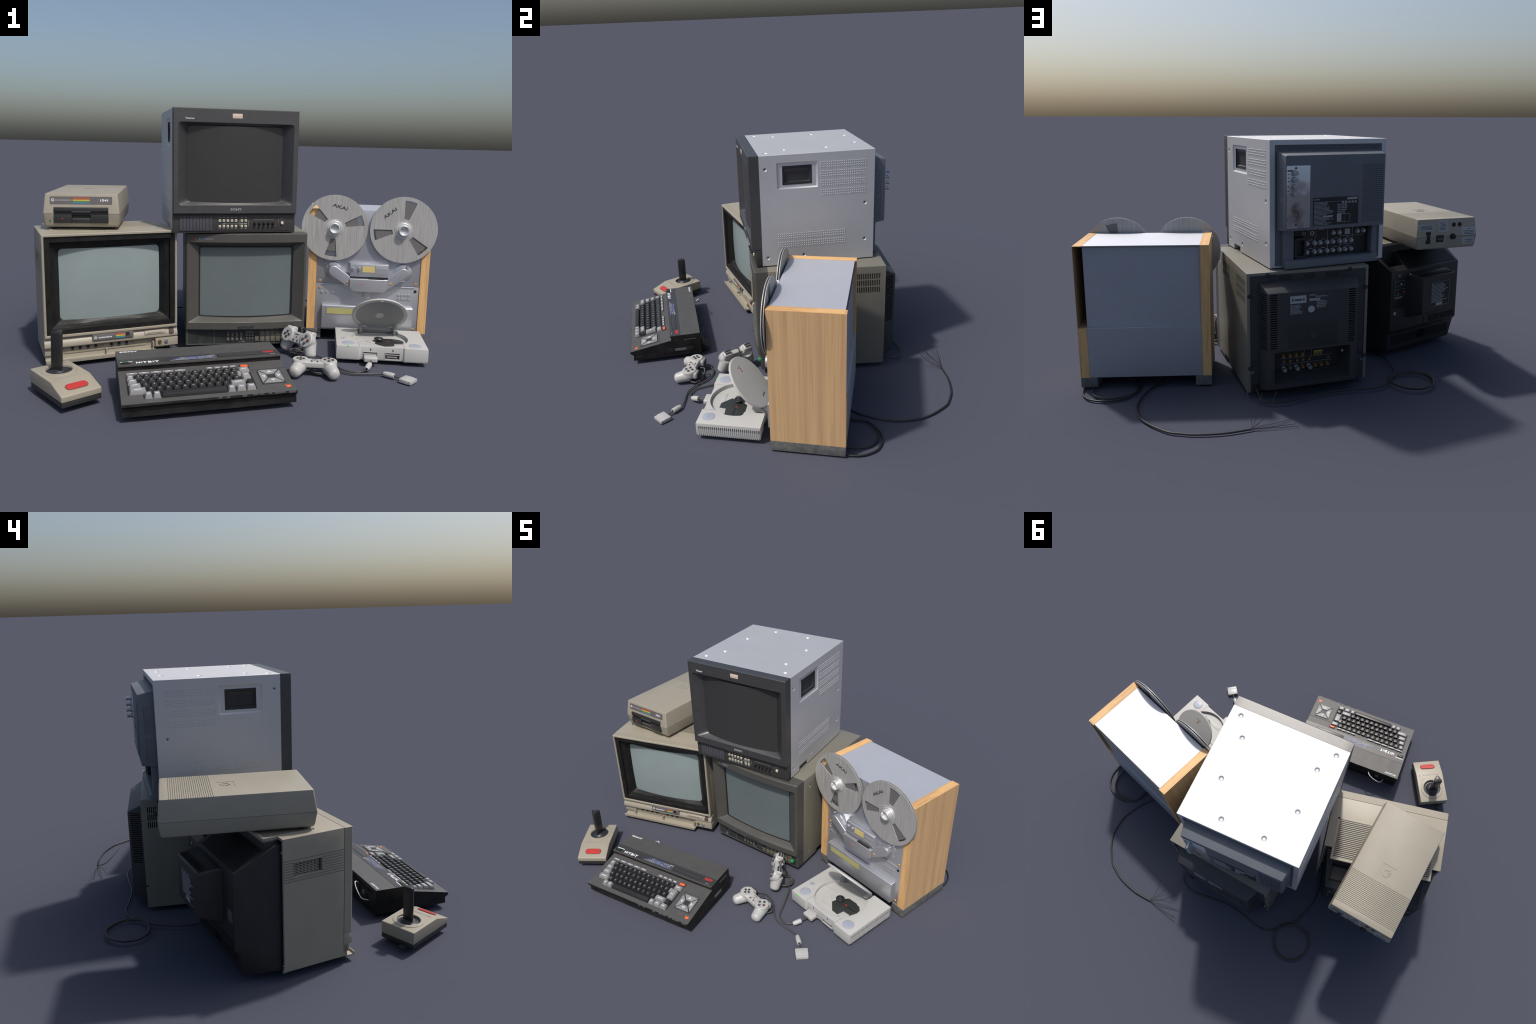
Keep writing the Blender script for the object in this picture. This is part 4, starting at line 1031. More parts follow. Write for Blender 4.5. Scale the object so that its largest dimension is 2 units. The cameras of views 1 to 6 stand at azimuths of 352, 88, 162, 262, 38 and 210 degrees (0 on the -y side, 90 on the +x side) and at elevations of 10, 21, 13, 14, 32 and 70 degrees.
    fan = [((.335, .80, .03), (.3312, .7256, .107)), ((.315, .805, .03), (.2708, .742, .1055)), ((.285, .82, .03), (.2113, .7576, .1058)), ((.27, .845, .008), (.169, .8187, .003)), ((.26, .862, .006), (.163, .862, .004)), ((.26, .870, .006), (.156, .8836, .003))]
    part("stray_wire", merge([sweep([loc(a), loc(b), loc(c)], .0011, 5, 6) for b, c in fan]), CORD_BLACK, T, 60, "stuff")
    part("power_cord", sweep([loc(p) for p in ((.80, .20, .02), (.765, .222, .008), (.738, .263, .006), (.7350, .310, .006), (.7500, .355, .006), (.7830, .398, .006), (.8400, .4210, .006), (.8900, .4210, .006), (.9350, .4050, .006), (.9680, .3780, .006), (.9890, .3330, .006), (.9930, .29, .006), (.9833, .2500, .006), (.960, .225, .008), (.9361, .2400, .009), (.9440, .272, .009), (.9476, .3150, .009), (.9389, .3580, .009), (.9050, .3950, .010), (.8600, .4095, .010), (.8100, .4040, .010), (.770, .382, .010), (.748, .330, .01), (.74, .27, .015))], .0043, 10, 8), CORD_BLACK, T, 60)
# ------------------------------------------------------------------ game console
def game_console():
    T = thing("game_console", "pale grey disc game console with raised round lid", "game console", 0.5993, -0.3480, -0.2367)
    w, yc, zt, z0 = .2087, .2941, .0835, .0171
    out = [(-w, 0), (-.1040, 0), (-.0990, .008), (.0960, .008), (.1015, 0), (w, 0), (w, yc), (-w, yc)]
    body = part("case", rounded(loft([([(x * .985, .002 + y * .985) for x, y in out], z0), (out, z0 + .009), ([(x * .998, .0005 + y * .998) for x, y in out], zt)], True, True, "z"), .003, 2, 40), CONSOLE, T)
    fl = .0645
    well = lathe([(0, 0), (.1335, 0), (.1345, .05), (0, .05)], (0, .150, fl), "z", 72)
    cut(body, [well, box(-.098, .098, .225, .30, fl + .002, .12), box(-.0868, -.0180, -.02, .0155, .0225, .0570), box(.0128, .0832, -.02, .0155, .0225, .0570)])
    # well floor features
    part("well_step", [prism([(-.128, .1735), (-.056, .1735), (-.056, .1715), (-.1275, .1690)], "z", fl - .001, fl + .004), sweep([(-.056, .1722, fl + .001), (-.062, .155, fl + .001), (-.056, .138, fl + .001), (-.040, .124, fl + .001)], .0018, 6, 6),
                       prism([(.0665, .1034), (.1034, .1068), (.112, .086), (.085, .062), (.060, .062)], "z", fl - .001, fl + .006, .001), box(-.062, .02, .060, .083, fl - .001, fl + .0012, .0005)], CONSOLE, T)
    part("panel_seam", [box(-.1045, -.1030, 0.001, .064, zt - .001, zt + .0006), box(.1010, .1025, 0.001, .060, zt - .001, zt + .0006)], CONSOLE_DARK, T)
    part("drive_mechanism", prism([(-.0238, .1111), (.0204, .0690), (.0600, .0690), (.0650, .1010), (.1034, .1068), (.1160, .1480), (.1132, .1706), (.0938, .1881), (.0750, .1905), (.0700, .1950), (.0195, .1931), (-.0150, .1500)], "z", fl - .001, fl + .0025, .001), CHARCOAL, T)
    part("laser_slot", [box(.035, .105, .1415, .1475, fl, fl + .0030)], BLACK, T)
    part("laser_lens", [box(.036, .050, .1445, .1490, fl, fl + .0038, .0005)], PRINT_RED, T)
    part("spindle", lathe([(.0150, 0), (.0150, .010), (.0215, .011), (.0225, .015), (.0205, .0175), (.0100, .0180), (.0080, .0205), (.003, .0215), (0, .0215)], (-.0030, .1500, fl), "z", 32), KEY_BLACK, T)
    part("spindle_ball", [lathe([(.0015, 0), (.0012, .001), (0, .0015)], (-.003 + .0055 * cos(a), .15 + .0055 * sin(a), fl + .0205), "z", 8) for a in (0, 2.1, 4.2)], NICKEL, T)
    for x, y, r, bar in ((-.1540, .0468, .0300, "g"), (.1540, .0464, .0300, "b"), (-.1718, .1117, .0135, "k")):
        part("round_key", lathe([(r, -.002), (r, .0004), (r - .002, .0012), (r * .5, .0020), (0, .0024)], (x, y, zt), "z", 40), LAVENDER, T, 60)
        if bar != "k":
            part("key_mark", box(x - .0095, x + .0095, y - .0022, y + .0022, zt + .0015, zt + .0028), material("mark_" + bar, (.10, .45, .40) if bar == "g" else (.10, .38, .62), .5), T)
        else:
            part("key_mark", box(x - .005, x + .005, y - .001, y + .001, zt + .0015, zt + .0028), PRINT_DARK, T)
    part("power_lamp", box(-.1595, -.1520, -.0004, .010, zt - .004, zt + .0005), LED_GREEN, T)
    # controller ports
    pale = material("port_pale", (.42, .40, .40), .45)
    for a, b in ((-.0868, -.0180), (.0128, .0832)):
        part("controller_port", [box(a + .0005, b - .0005, .0135, .0165, .0225, .0570), box(a, a + .0028, .0065, .015, .0225, .057), box(b - .0028, b, .0065, .015, .0225, .057), box(a, b, .0065, .015, .0465, .0490), box(a, b, .0060, .015, .0220, .0265), box(a, b, .0072, .015, .0555, .0575)], pale, T)
        part("port_slot", [box(a + .003, b - .003, .0128, .0140, .0488, .0556), box(a + .003, b - .003, .0128, .0140, .0265, .0465)], PRINT_DARK, T)
        n = 9
        part("port_pin", [box(a + .011 + i * (b - a - .024) / n, a + .0155 + i * (b - a - .024) / n, .010, .0135, .0335, .0395, .0005, 1) for i in range(n)], STICKER, T, kind="stuff")
    for s, x in (("1", -.0510), ("2", .0498)):
        part("port_number", letters(s, .0045 if s == "1" else .0070, .0095, (x, .0075, .0690), bold=.02), PRINT_DARK, T)
    # vent ribs on the flank
    part("vent_backing", box(w - .004, w - .0002, .0082, .2905, .0215, .0700), material("vent_dark", (.07, .072, .078), .6), T)
    part("vent_rib", [box(w - .004, w + .0014, .0095 + i * .00905, .0095 + i * .00905 + .0046, .0215, .0700, .0004, 1) for i in range(31)], CONSOLE, T, kind="stuff")
    # lid, hinged at the back
    r, hy, hz, th = .1332, .2893, .0748, .8662
    M = Matrix.Translation((0, hy, hz)) @ Matrix.Rotation(-th, 4, "X")
    lid = part("disc_lid", moved(lathe([(0, .003), (.020, .003), (.021, .0045), (.114, .0045), (.1165, .0015), (r - .003, .0), (r, .002), (r, .0085), (r - .003, .0115), (.095, .0145), (.05, .0158), (0, .0162)], (0, -r, 0), "z", 96), M), CONSOLE, T, 40)
    def on_lid(name, bm, m):
        o = part(name, moved(bm, M), m, lid)
    on_lid("lid_boss", lathe([(.020, .0032), (.018, .0005), (.010, .0005), (.008, .003)], (0, -r, 0), "z", 28), CONSOLE)
    on_lid("lid_arm", merge([box(s * .083 - .008, s * .083 + .008, -.055, .006, -.030, .003, .002) for s in (-1, 1)]), CONSOLE_DARK)
    on_lid("hinge_cover", box(-.072, .072, -.030, .004, -.010, .0085, .003), CONSOLE_DARK)
    on_lid("lid_shade_disc", lathe([(.0215, .0042), (.1135, .0042), (.1135, .0046), (.0215, .0046)], (0, -r, 0), "z", 96), CONSOLE_DARK)  # thin disc carrying the lid's own shade as a darker grey
    on_lid("lid_catch", box(-.005, .005, -2 * r + .006, -2 * r + .012, -.003, .002, .001), CONSOLE)
    ty = -.205
    on_lid("lid_letters", letters("SONY", .034, .0085, (0, -.048, .0150), "top", bold=.01), PRINT_DARK)
    on_lid("lid_letters", letters("PlayStation", .034, .006, (0, ty - .016, .0144), "top"), PRINT_DARK)
    on_lid("lid_mark", merge([box(-.0035, -.0005, ty - .010, ty + .012, .0135, .0155), box(-.0005, .006, ty + .004, ty + .012, .0135, .0155)]), material("mark_red", (.62, .03, .05), .5))
    on_lid("lid_mark", prism([(.0, ty - .008), (.010, ty - .004), (.006, ty - .001), (.0, ty - .004)], "z", .0135, .0155), material("mark_yellow", (.65, .42, .03), .5))
    on_lid("lid_mark", prism([(-.004, ty - .008), (-.014, ty - .004), (-.010, ty + .000), (-.004, ty - .004)], "z", .0135, .0155), material("mark_teal", (.04, .30, .42), .5))
    # back sockets
    part("rear_socket", [box(-.09, -.05, yc - .003, yc + .0006, .030, .055, .001), box(-.02, .02, yc - .003, yc + .0006, .030, .050, .001), box(.10, .14, yc - .003, yc + .0006, .028, .052, .001)], CHARCOAL, T)
    part("foot", [cyl((x, y, .001), "z", .012, .018, 14) for x in (-.17, .17) for y in (.04, .25)], RUBBER, T)

# ------------------------------------------------------------------ controllers
def solid_union(bms, voxel, smooth):
    """Melt overlapping solids into one smooth skin."""
    bm = merge(bms)
    me = bpy.data.meshes.new("skin")
    bm.to_mesh(me)
    bm.free()
    ob = bpy.data.objects.new("skin", me)
    scene.collection.objects.link(ob)
    md = ob.modifiers.new("remesh", "REMESH")
    md.mode, md.voxel_size = "VOXEL", voxel
    s = ob.modifiers.new("soft", "SMOOTH")
    s.factor, s.iterations = .5, smooth
    bpy.context.view_layer.update()
    new = bpy.data.meshes.new_from_object(ob.evaluated_get(bpy.context.evaluated_depsgraph_get()))
    bpy.data.objects.remove(ob)
    bpy.data.meshes.remove(me)
    out = bmesh.new()
    out.from_mesh(new)
    bpy.data.meshes.remove(new)
    return out

PAD = {}
def game_controller(M, cord, plug_bits):
    T = thing("game_controller", "pale grey two handled game controller with dark buttons", "game controller", 0, 0, 0)
    T.matrix_world = M
    W = M.inverted()
    dx = .0612
    first = not PAD
    def put(name, build, m, angle=32, kind=None):
        if first:
            PAD[name] = part(name, build(), m, T, angle, kind)
        else:
            c = PAD[name].copy()
            scene.collection.objects.link(c)
            c.parent = T
    def body():
        s = []
        for k in (-1, 1):
            s.append(lathe([(0, 0), (.034, 0), (.0365, -.003), (.0365, -.030), (.030, -.040), (0, -.042)], (k * dx, 0, 0), "z", 40))
            s.append(box(k * dx - .025, k * dx + .025, -.005, .046, -.042, -.006, .012, 3))
            # handle: tapered capsule reaching down and back
            a, b = Vector((k * .0620, -.002, -.0300)), Vector((k * .0885, -.0700, -.0430))
            s.append(sweep([a + (b - a) * t for t in (0, .2, .4, .6, .8, .9, .97, 1.06)], lambda t: (.0335 + (.0240 - .0335) * min(1, t / .85)) * sqrt(max(.02, 1 - max(0, (t - .72) / .285) ** 2)), 24, 6))
        s.append(box(-.060, .060, -.030, .024, -.030, -.0035, .006))
        return solid_union(s, .0022, 5)
    put("body", body, PAD_GREY, 80)
    put("face_disc", lambda: merge([lathe([(.0345, -.002), (.0345, .0), (.033, .0012), (.028, .0006), (0, .0002)], (k * dx, 0, 0), "z", 40) for k in (-1, 1)]), PAD_GREY, 50)
    def arrows():
        s = []
        for a in (0, 90, 180, 270):
            s.append(moved(prism([(.0055, 0), (.0095, .0052), (.0180, .0052), (.0180, -.0052), (.0095, -.0052)], "z", -.001, .0042, .0012), Matrix.Translation((-dx, 0, 0)) @ Matrix.Rotation(radians(a), 4, "Z")))
        return merge(s)
    put("direction_key", arrows, PRINT_DARK)
    for nm, (ox, oy), col in (("triangle", (0, .0165), (.05, .28, .24)), ("circle", (.0165, 0), (.42, .06, .06)), ("cross", (0, -.0165), (.14, .18, .36)), ("square", (-.0165, 0), (.32, .14, .26))):
        put("round_button_" + nm, lambda ox=ox, oy=oy: lathe([(.0068, -.001), (.0066, .0042), (.0055, .0052), (0, .0056)], (dx + ox, oy, 0), "z", 20), PRINT_DARK)
        PADMAT.setdefault(nm, material("symbol_" + nm, col, .5))
        put("button_symbol_" + nm, lambda ox=ox, oy=oy, n={"triangle": 3, "square": 4, "circle": 24, "cross": 4}[nm], t=0: lathe([(.0050, 0), (.0050, .0006), (.0032, .0006), (.0032, 0)], (dx + ox, oy, .0056), "z", n), PADMAT[nm])
    put("select_key", lambda: merge([box(-.0165, -.0090, -.0175, -.0125, -.006, .0002, .0008), prism([(.0090, -.0190), (.0170, -.0150), (.0090, -.0110)], "z", -.006, .0002, .0006)]), PRINT_DARK)
    put("pad_letters", lambda: merge([letters("SONY", .026, .0052, (0, .0120, -.0030), "top", bold=.01), box(-.006, .006, -.0035, -.0025, -.0040, -.0026), box(-.0018, .0018, -.002, .003, -.004, -.0026), box(-.0165, -.009, -.0235, -.0222, -.004, -.0026), box(.009, .0165, -.0235, -.0222, -.004, -.0026)]), PRINT_DARK)
    put("shoulder_key", lambda: merge([box(k * dx - .0165, k * dx + .0165, .036, .0505, z - .0045, z + .0045, .002) for k in (-1, 1) for z in (-.0145, -.0285)]), PRINT_DARK)
    local = [W @ Vector(p) for p in cord]
    part("cord", sweep(local, .0039, 10, 8), CORD, T, 60)
    for nm, bm in plug_bits:
        part(nm, moved(bm, W), PAD_GREY, T, 50)
PADMAT = {}

def bead(a, b, r=.0125):
    """Ferrite bead on the cord from a to b."""
    a, b = Vector(a), Vector(b)
    q = (b - a).to_track_quat("Z", "Y").to_matrix().to_4x4()
    L = (b - a).length
    return moved(lathe([(.005, 0), (r * .72, 0), (r * .95, L * .22), (r, L * .45), (r, L * .9), (r * .9, L), (.006, L)], (0, 0, 0), "z", 24), Matrix.Translation(a) @ q)

def controllers():
    # the one lying flat
    A = Matrix.Translation((.2621, -.4417, .0688)) @ Matrix.Rotation(-.2442, 4, "Z")
    c2, u = Vector((.641, -.563, 0)), Vector((.0356, -.0426, 0)).normalized()
    ang = math.atan2(u.y, u.x)
    plug = moved(merge([box(-.026, .016, -.031, .031, .0005, .0185, .004), box(.014, .030, -.0295, .0295, .0015, .0165, .002)]), Matrix.Translation(c2) @ Matrix.Rotation(ang, 4, "Z"))
    coil = [(.30 + .052 * cos(t) * (1 + .1 * k), -.428 + .040 * sin(t), .010 + .005 * k) for k in range(2) for t in [radians(a) for a in range(60, 420, 45)]]
    game_controller(A, [(.270, -.405, .045), (.275, -.382, .042), (.300, -.385, .025), (.315, -.400, .018)] + coil + [(.262, -.398, .012), (.215, -.385, .008), (.200, -.362, .008), (.2150, -.349, .008), (.2500, -.3375, .007), (.2900, -.3460, .006), (.3320, -.3720, .006), (.3650, -.4130, .006), (.4000, -.4460, .006), (.4415, -.4650, .006), (.5000, -.4715, .006), (.5568, -.4815, .008), (.585, -.507, .011), (.612, -.533, .010), (.626, -.546, .010)],
                    [("ferrite_bead", bead((.562, -.487, .0125), (.598, -.521, .0125))), ("controller_plug", plug)])
    # the one leaning upright
    x = Vector((.0664, -.104, .001)).normalized()
    y = Vector((.355, .227, .907))
    y = (y - x * y.dot(x)).normalized()
    z = x.cross(y)
    B = Matrix(((x.x, y.x, z.x, .2217), (x.y, y.y, z.y, -.2241), (x.z, y.z, z.z, .1045), (0, 0, 0, 1)))
    P = Matrix.Translation((.5993, -.3480, 0)) @ Matrix.Rotation(-.2367, 4, "Z")
    plug = moved(merge([box(-.083, -.0215, -.034, .006, .0200, .0425, .006, 3), box(-.080, -.0245, .004, .011, .0245, .0445, .001)]), P)
    e = P @ Vector((-.052, -.034, .029))
    coil = [(.268 + (.045 + .008 * k) * cos(t), -.200 + (.038 + .006 * k) * sin(t), .010 + .006 * k) for k in range(3) for t in [radians(a) for a in range(90, 450, 45)]]
    game_controller(B, [(.2470, -.2090, .1350), (.262, -.197, .140), (.275, -.190, .110), (.272, -.178, .060), (.268, -.165, .025)] + coil + [(.305, -.200, .010), (.3360, -.2364, .007), (.3602, -.2971, .006), (.3800, -.3500, .006), (.4030, -.4140, .006), (.4370, -.4410, .006), (.4690, -.4485, .007), (.4963, -.4290, .012), (.5169, -.4156, .020), (.5300, -.3950, .026), tuple(e)],
                    [("ferrite_bead", bead((.5000, -.4350, .0150), (.5265, -.4000, .0250))), ("controller_plug", plug)])

# ------------------------------------------------------------------ home computer
def home_computer():
    T = thing("home_computer", "black home computer keyboard with grey and black keys", "home computer", -0.2070, -0.8350, 0.1355)
    w, yc, ys, zt, zs, zf, z0 = .3266, .3873, .2229, .1435, .1418, .0743, .0212
    slope = .189
    zd = lambda y: zf + slope * y
    prof = [(.0142, z0), (.0175, .0520), (.0060, .0590), (0, .0660), (0.002, zf), (ys + .003, zd(ys)), (ys + .003, .1310), (ys, .1320), (ys, zs), (yc - .002, zt), (yc, zt - .003), (yc, z0)]
    bm = prism(prof, "x", -w, w)
    for i in range(1, 40):
        bmesh.ops.bisect_plane(bm, geom=list(bm.verts) + list(bm.edges) + list(bm.faces), plane_co=(-w + 2 * w * i / 40, 0, 0), plane_no=(1, 0, 0))
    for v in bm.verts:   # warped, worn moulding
        n = noise.noise_vector(v.co * 22) * .0011
        if v.co.z < zf - .002 or v.co.y > yc - .01:
            n *= 2.2
        v.co += Vector((n.x, n.y * .9, n.z * .5))
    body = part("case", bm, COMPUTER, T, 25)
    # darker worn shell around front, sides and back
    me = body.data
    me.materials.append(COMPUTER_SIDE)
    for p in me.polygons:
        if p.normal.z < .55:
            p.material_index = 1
    part("front_lip_wear", [prism([(-.0012, .0700 - random.random() * .004), (-.0006, .0752), (.004, .0757), (.003, .0715)], "x", a, a + random.uniform(.012, .03)) for a in [.02, .05, .11, .15, .175, .21, .235, .262, .29]], COMPUTER, T, kind="stuff")
    strip = material("label_strip", (.040, .040, .042), .4, 0, .06)
    part("label_strip", prism([(ys + .001, zs), (.2790, zs + .0006), (.2790, zs + .0017), (ys + .0005, zs + .0009)], "x", -w + .003, w - .003), strip, T)
    part("top_ledge", box(-w + .001, w - .001, ys - .003, ys + .004, .1340, zs + .0008, .001), COMPUTER, T)
    zp = lambda y: zs + .0010 + (y - ys) * .011
    tiltM = Matrix.Identity(4)
    part("name_letters", letters("SONY", .0720, .0105, (-.2760, .3690, zt + .0006), "top", bold=.03), PRINT_WHITE, T)
    for s, x, wd in (("H", -.2490, .015), ("T", -.2225, .015), ("B", -.2030, .015), ("T", -.1760, .015)):
        part("model_letters", letters(s, wd, .0170, (x, .2375, zp(.2375)), "top", bold=.05), PRINT_WHITE, T)
    for x in (-.2360, -.1895):
        part("model_letters", box(x - .0038, x + .0038, .2310, .2400, zp(.237) - .0005, zp(.237) + .0008), PRINT_CYAN, T)
        part("model_letters", box(x - .0038, x + .0038, .2410, .2465, zp(.244) - .0005, zp(.244) + .0008), ORANGE, T)
    part("white_rule", box(-.3160, -.2690, .2490, .2535, zp(.25) - .0005, zp(.25) + .0006), PRINT_WHITE, T)
    part("power_switch", [box(-.3150, -.2800, .2285, .2440, zs, zs + .0040, .0012), box(-.309, -.286, .2325, .2405, zs + .003, zs + .0062, .001)], BLACK, T)
    part("power_lamp", box(-.3050, -.2880, .2345, .2400, zs + .0055, zs + .0068), material("dull_green", (.02, .16, .05), .4), T)
    # printed chart of characters
    rnd = random.Random(11)
    ch = {PRINT_BLUE: [], PRINT_GREY: []}
    for i in range(5):
        y = .2365 + i * .0058
        x = -.1230 + i * .010
        while x < .045:
            l = rnd.uniform(.006, .020)
            ch[PRINT_BLUE if rnd.random() < .45 else PRINT_GREY].append(box(x, x + l, y - .0015, y + .0012, zp(y) - .0006, zp(y) + .0005))
            x += l + .002
    for a, b, c, d in ((.030, .062, .2345, .2353), (.030, .062, .2500, .2508), (.030, .0308, .2345, .2508), (.0612, .062, .2345, .2508)):
        ch[PRINT_GREY].append(box(a, b, c, d, zp(c) - .0006, zp(c) + .0005))
    part("chart_print", ch[PRINT_BLUE], PRINT_BLUE, T, kind="stuff")
    part("chart_print", ch[PRINT_GREY] + [box(.036, .060, .2580, .2645, zp(.26) - .0006, zp(.26) + .0006)], PRINT_GREY, T, kind="stuff")
    part("cartridge_slot", [box(.0690, .2500, .2370, .2640, zs, zp(.25) + .0006)], LABEL_BLACK, T)
    part("cartridge_door", box(.0710, .2480, .2395, .2615, zs, zp(.25) + .0014, .0006), strip, T)
    part("red_print", [box(.2620 + i * .0075, .2680 + i * .0075, .2590 - (i % 3) * .001, .2685, zp(.26) - .0006, zp(.26) + .0007) for i in range(6)] + [box(.266, .302, .2530, .2565, zp(.25) - .0006, zp(.25) + .0007)], PRINT_RED, T, kind="stuff")
    part("small_print", box(.2830, .3050, .2310, .2330, zp(.23) - .0006, zp(.23) + .0007), PRINT_GREY, T)
    # key wells
    up = Matrix.Rotation(math.atan(slope), 4, "X")
    def on_deck(x, y, h=0.0):
        return Matrix.Translation((x, y, zd(y))) @ up @ Matrix.Translation((0, 0, h))
    part("key_well", [moved(box(-.3005, .1790, -.0620, .0600, -.002, .0006), on_deck(0, .1210)), moved(box(-.2470, .1770, -.018, .0175, -.002, .0007), on_deck(0, .0500))], BLACK, T)
    # key caps: tapered blocks
    def cap(wd, dp, h=.0150, inset=.0046):
        b = bmesh.new()
        lo = [b.verts.new(p) for p in ((-wd / 2, -dp / 2, 0), (wd / 2, -dp / 2, 0), (wd / 2, dp / 2, 0), (-wd / 2, dp / 2, 0))]
        hi = [b.verts.new(p) for p in ((-wd / 2 + inset, -dp / 2 + inset * 1.1, h), (wd / 2 - inset, -dp / 2 + inset * 1.1, h), (wd / 2 - inset, dp / 2 - inset * .5, h), (-wd / 2 + inset, dp / 2 - inset * .5, h))]
        b.faces.new(lo[::-1])
        b.faces.new(hi)
        for i in range(4):
            b.faces.new((lo[i], lo[(i + 1) % 4], hi[(i + 1) % 4], hi[i]))
        bmesh.ops.recalc_face_normals(b, faces=b.faces)
        return rounded(b, .0014, 2)
    rows = [(.1660, -.2542, .0310, "1234567890-^\\", .66), (.1345, -.2390, .03115, "QWERTYUIOP@[", .80), (.1020, -.2323, .0313, "ASDFGHJKL;:]", .92), (.0700, -.2163, .0312, "ZXCVBNM,./", 1.03)]
    key, legends = None, []
    for y, x0, step, s, tall in rows:
        for i, chh in enumerate(s):
            x = x0 + i * step
            m = on_deck(x, y) @ Matrix.Diagonal((1, 1, tall, 1))
            if key is None:
                key = part("key", cap(.0285, .0290), KEY_BLACK, T)
                key.matrix_local = m
            else:
                again(key, M=m)
            bm = letters(chh, .0048 if chh in "1I;:.,/" else .0072, .0075 if chh not in ",.-;:" else .004, (0, .001, 0), "top", thick=.0006, bold=.02)
            legends.append(moved(bm, on_deck(x, y, .0150 * tall + .0003)))
    part("key_legend", legends, PRINT_GREY, T, kind="stuff")
    greys = [(-.2845, .1650, .0265, .029), (-.2788, .1335, .0360, .029), (-.2715, .1020, .0460, .029), (-.2640, .0700, .0620, .029), (-.2285, .0395, .0280, .029), (-.1983, .0395, .0280, .029), (.0785, .0395, .0290, .029), (.1150, .0395, .0360, .029), (.1535, .0395, .0360, .029),
             (.1105, .0705, .0600, .029), (.1560, .1655, .0440, .029), (.1300, .1370, .0210, .026), (.1525, .1170, .0370, .060)]
    lg = []
    for x, y, wd, dp in greys:
        kh = .0150 * (.66 if y > .15 else .8 if y > .12 else .92 if y > .09 else 1.03)
        k = part("grey_key", cap(wd, dp, kh), KEY_GREY, T)
        k.matrix_local = on_deck(x, y)
        if wd > .025:
            lg.append(moved(box(-wd * .22, wd * .22, -.0012, .0016, -.0004, .0004), on_deck(x, y, kh + .0003)))
    part("key_legend", lg, PRINT_WHITE, T, kind="stuff")
    k = part("key", cap(.0285, .029), KEY_BLACK, T)
    k.matrix_local = on_deck(.1585, .0705)
    k = part("space_bar", cap(.2430, .0270, .0150), KEY_BLACK, T)
    k.matrix_local = on_deck(-.0597, .0385)
    fk = part("function_key", box(-.0205, .0205, -.0052, .0052, 0, .0075, .001), KEY_GREY, T)
    fk.matrix_local = on_deck(-.2771, .1915)
    for i in range(1, 5):
        again(fk, M=on_deck(-.2771 + i * .0463, .1915))
    fs = part("function_key", box(-.0125, .0125, -.0052, .0052, 0, .0075, .001), KEY_GREY, T)
    fs.matrix_local = on_deck(.0238, .1920)
    for i in range(1, 4):
        again(fs, M=on_deck(.0238 + i * .0311, .1920))
    part("key_legend", [moved(box(-.008, .008, -.0012, .0012, 0, .0006), on_deck(-.2771 + i * .0463, .1915, .0073)) for i in range(5)] + [moved(box(-.006, .006, -.0012, .0012, 0, .0006), on_deck(.0238 + i * .0311, .192, .0073)) for i in range(4)], PRINT_WHITE, T, kind="stuff")
    o = part("reset_key", box(-.0150, .0150, -.0065, .0065, 0, .0060, .001), ORANGE, T)
    o.matrix_local = on_deck(.1636, .1930)
    part("reset_surround", moved(box(-.0185, .0185, -.010, .010, -.001, .0012), on_deck(.1636, .1930)), BLACK, T)
    # arrow pad: four trapezoids around a small centre
    cx, cy = .2512, .1065
    for a, (ow, iw, o_, i_) in zip((0, 90, 180, 270), ((.0400, .0140, .0455, .0150), (.0410, .0115, .0440, .0170), (.0400, .0140, .0455, .0150), (.0410, .0115, .0440, .0170))):
        q = part("arrow_key", prism([(-ow, o_), (-iw, i_), (iw, i_), (ow, o_)], "z", 0, .0052, .0014), KEY_GREY, T)
        q.matrix_local = on_deck(cx, cy) @ Matrix.Rotation(radians(a), 4, "Z")
        m = part("arrow_mark", merge([prism([(-.0085, .0255), (.0085, .0255), (0, .0370)], "z", .0050, .0068)]), PRINT_WHITE, T)
        m.matrix_local = on_deck(cx, cy) @ Matrix.Rotation(radians(a), 4, "Z")
        m2 = part("arrow_mark", prism([(-.0036, .0280), (.0036, .0280), (0, .0332)], "z", .0056, .0072), KEY_GREY, T)
        m2.matrix_local = on_deck(cx, cy) @ Matrix.Rotation(radians(a), 4, "Z")
    part("arrow_well", moved(box(-.0480, .0480, -.0500, .0500, -.002, .0006), on_deck(cx, cy)), material("well_black", (.03, .03, .03), .5), T)
    part("keyboard_step", [moved(box(.185, .326, -.001, .001, -.002, .0014), on_deck(0, .1640))], COMPUTER, T)
    part("orange_mark", moved(merge([prism([(-.0135, .0075), (-.004, .0075), (.0, .0040), (.006, .0085), (.012, -.003), (.003, -.0085), (-.009, -.0080), (-.0065, -.0005)], "z", -.001, .0008)]), on_deck(.3000, .0350)), ORANGE, T)
    # right flank openings
    part("side_opening", [box(w - .003, w + .0022, a, b, .0420, .0680, .001) for a, b in ((.2010, .2400), (.3060, .3480))] + [box(w - .003, w + .002, .03, .075, .030, .045, .001)], BLACK, T)
    part("side_plate", box(w - .002, w + .0026, .2420, .3040, .0500, .0640), material('side_bar', (.12, .12, .125), .5), T)
    part("side_print", [box(w - .001, w + .0022, .297 + i * .011, .304 + i * .011, .112, .115) for i in range(6)], material('faint_print', (.10, .10, .105), .5), T, kind="stuff")
    # back: slots, sockets and a loose white lead
    part("rear_slot", [box(-.29 + i * .0125, -.284 + i * .0125, yc - .002, yc + .0025, .108, .128) for i in range(22)], BLACK, T, kind="stuff")
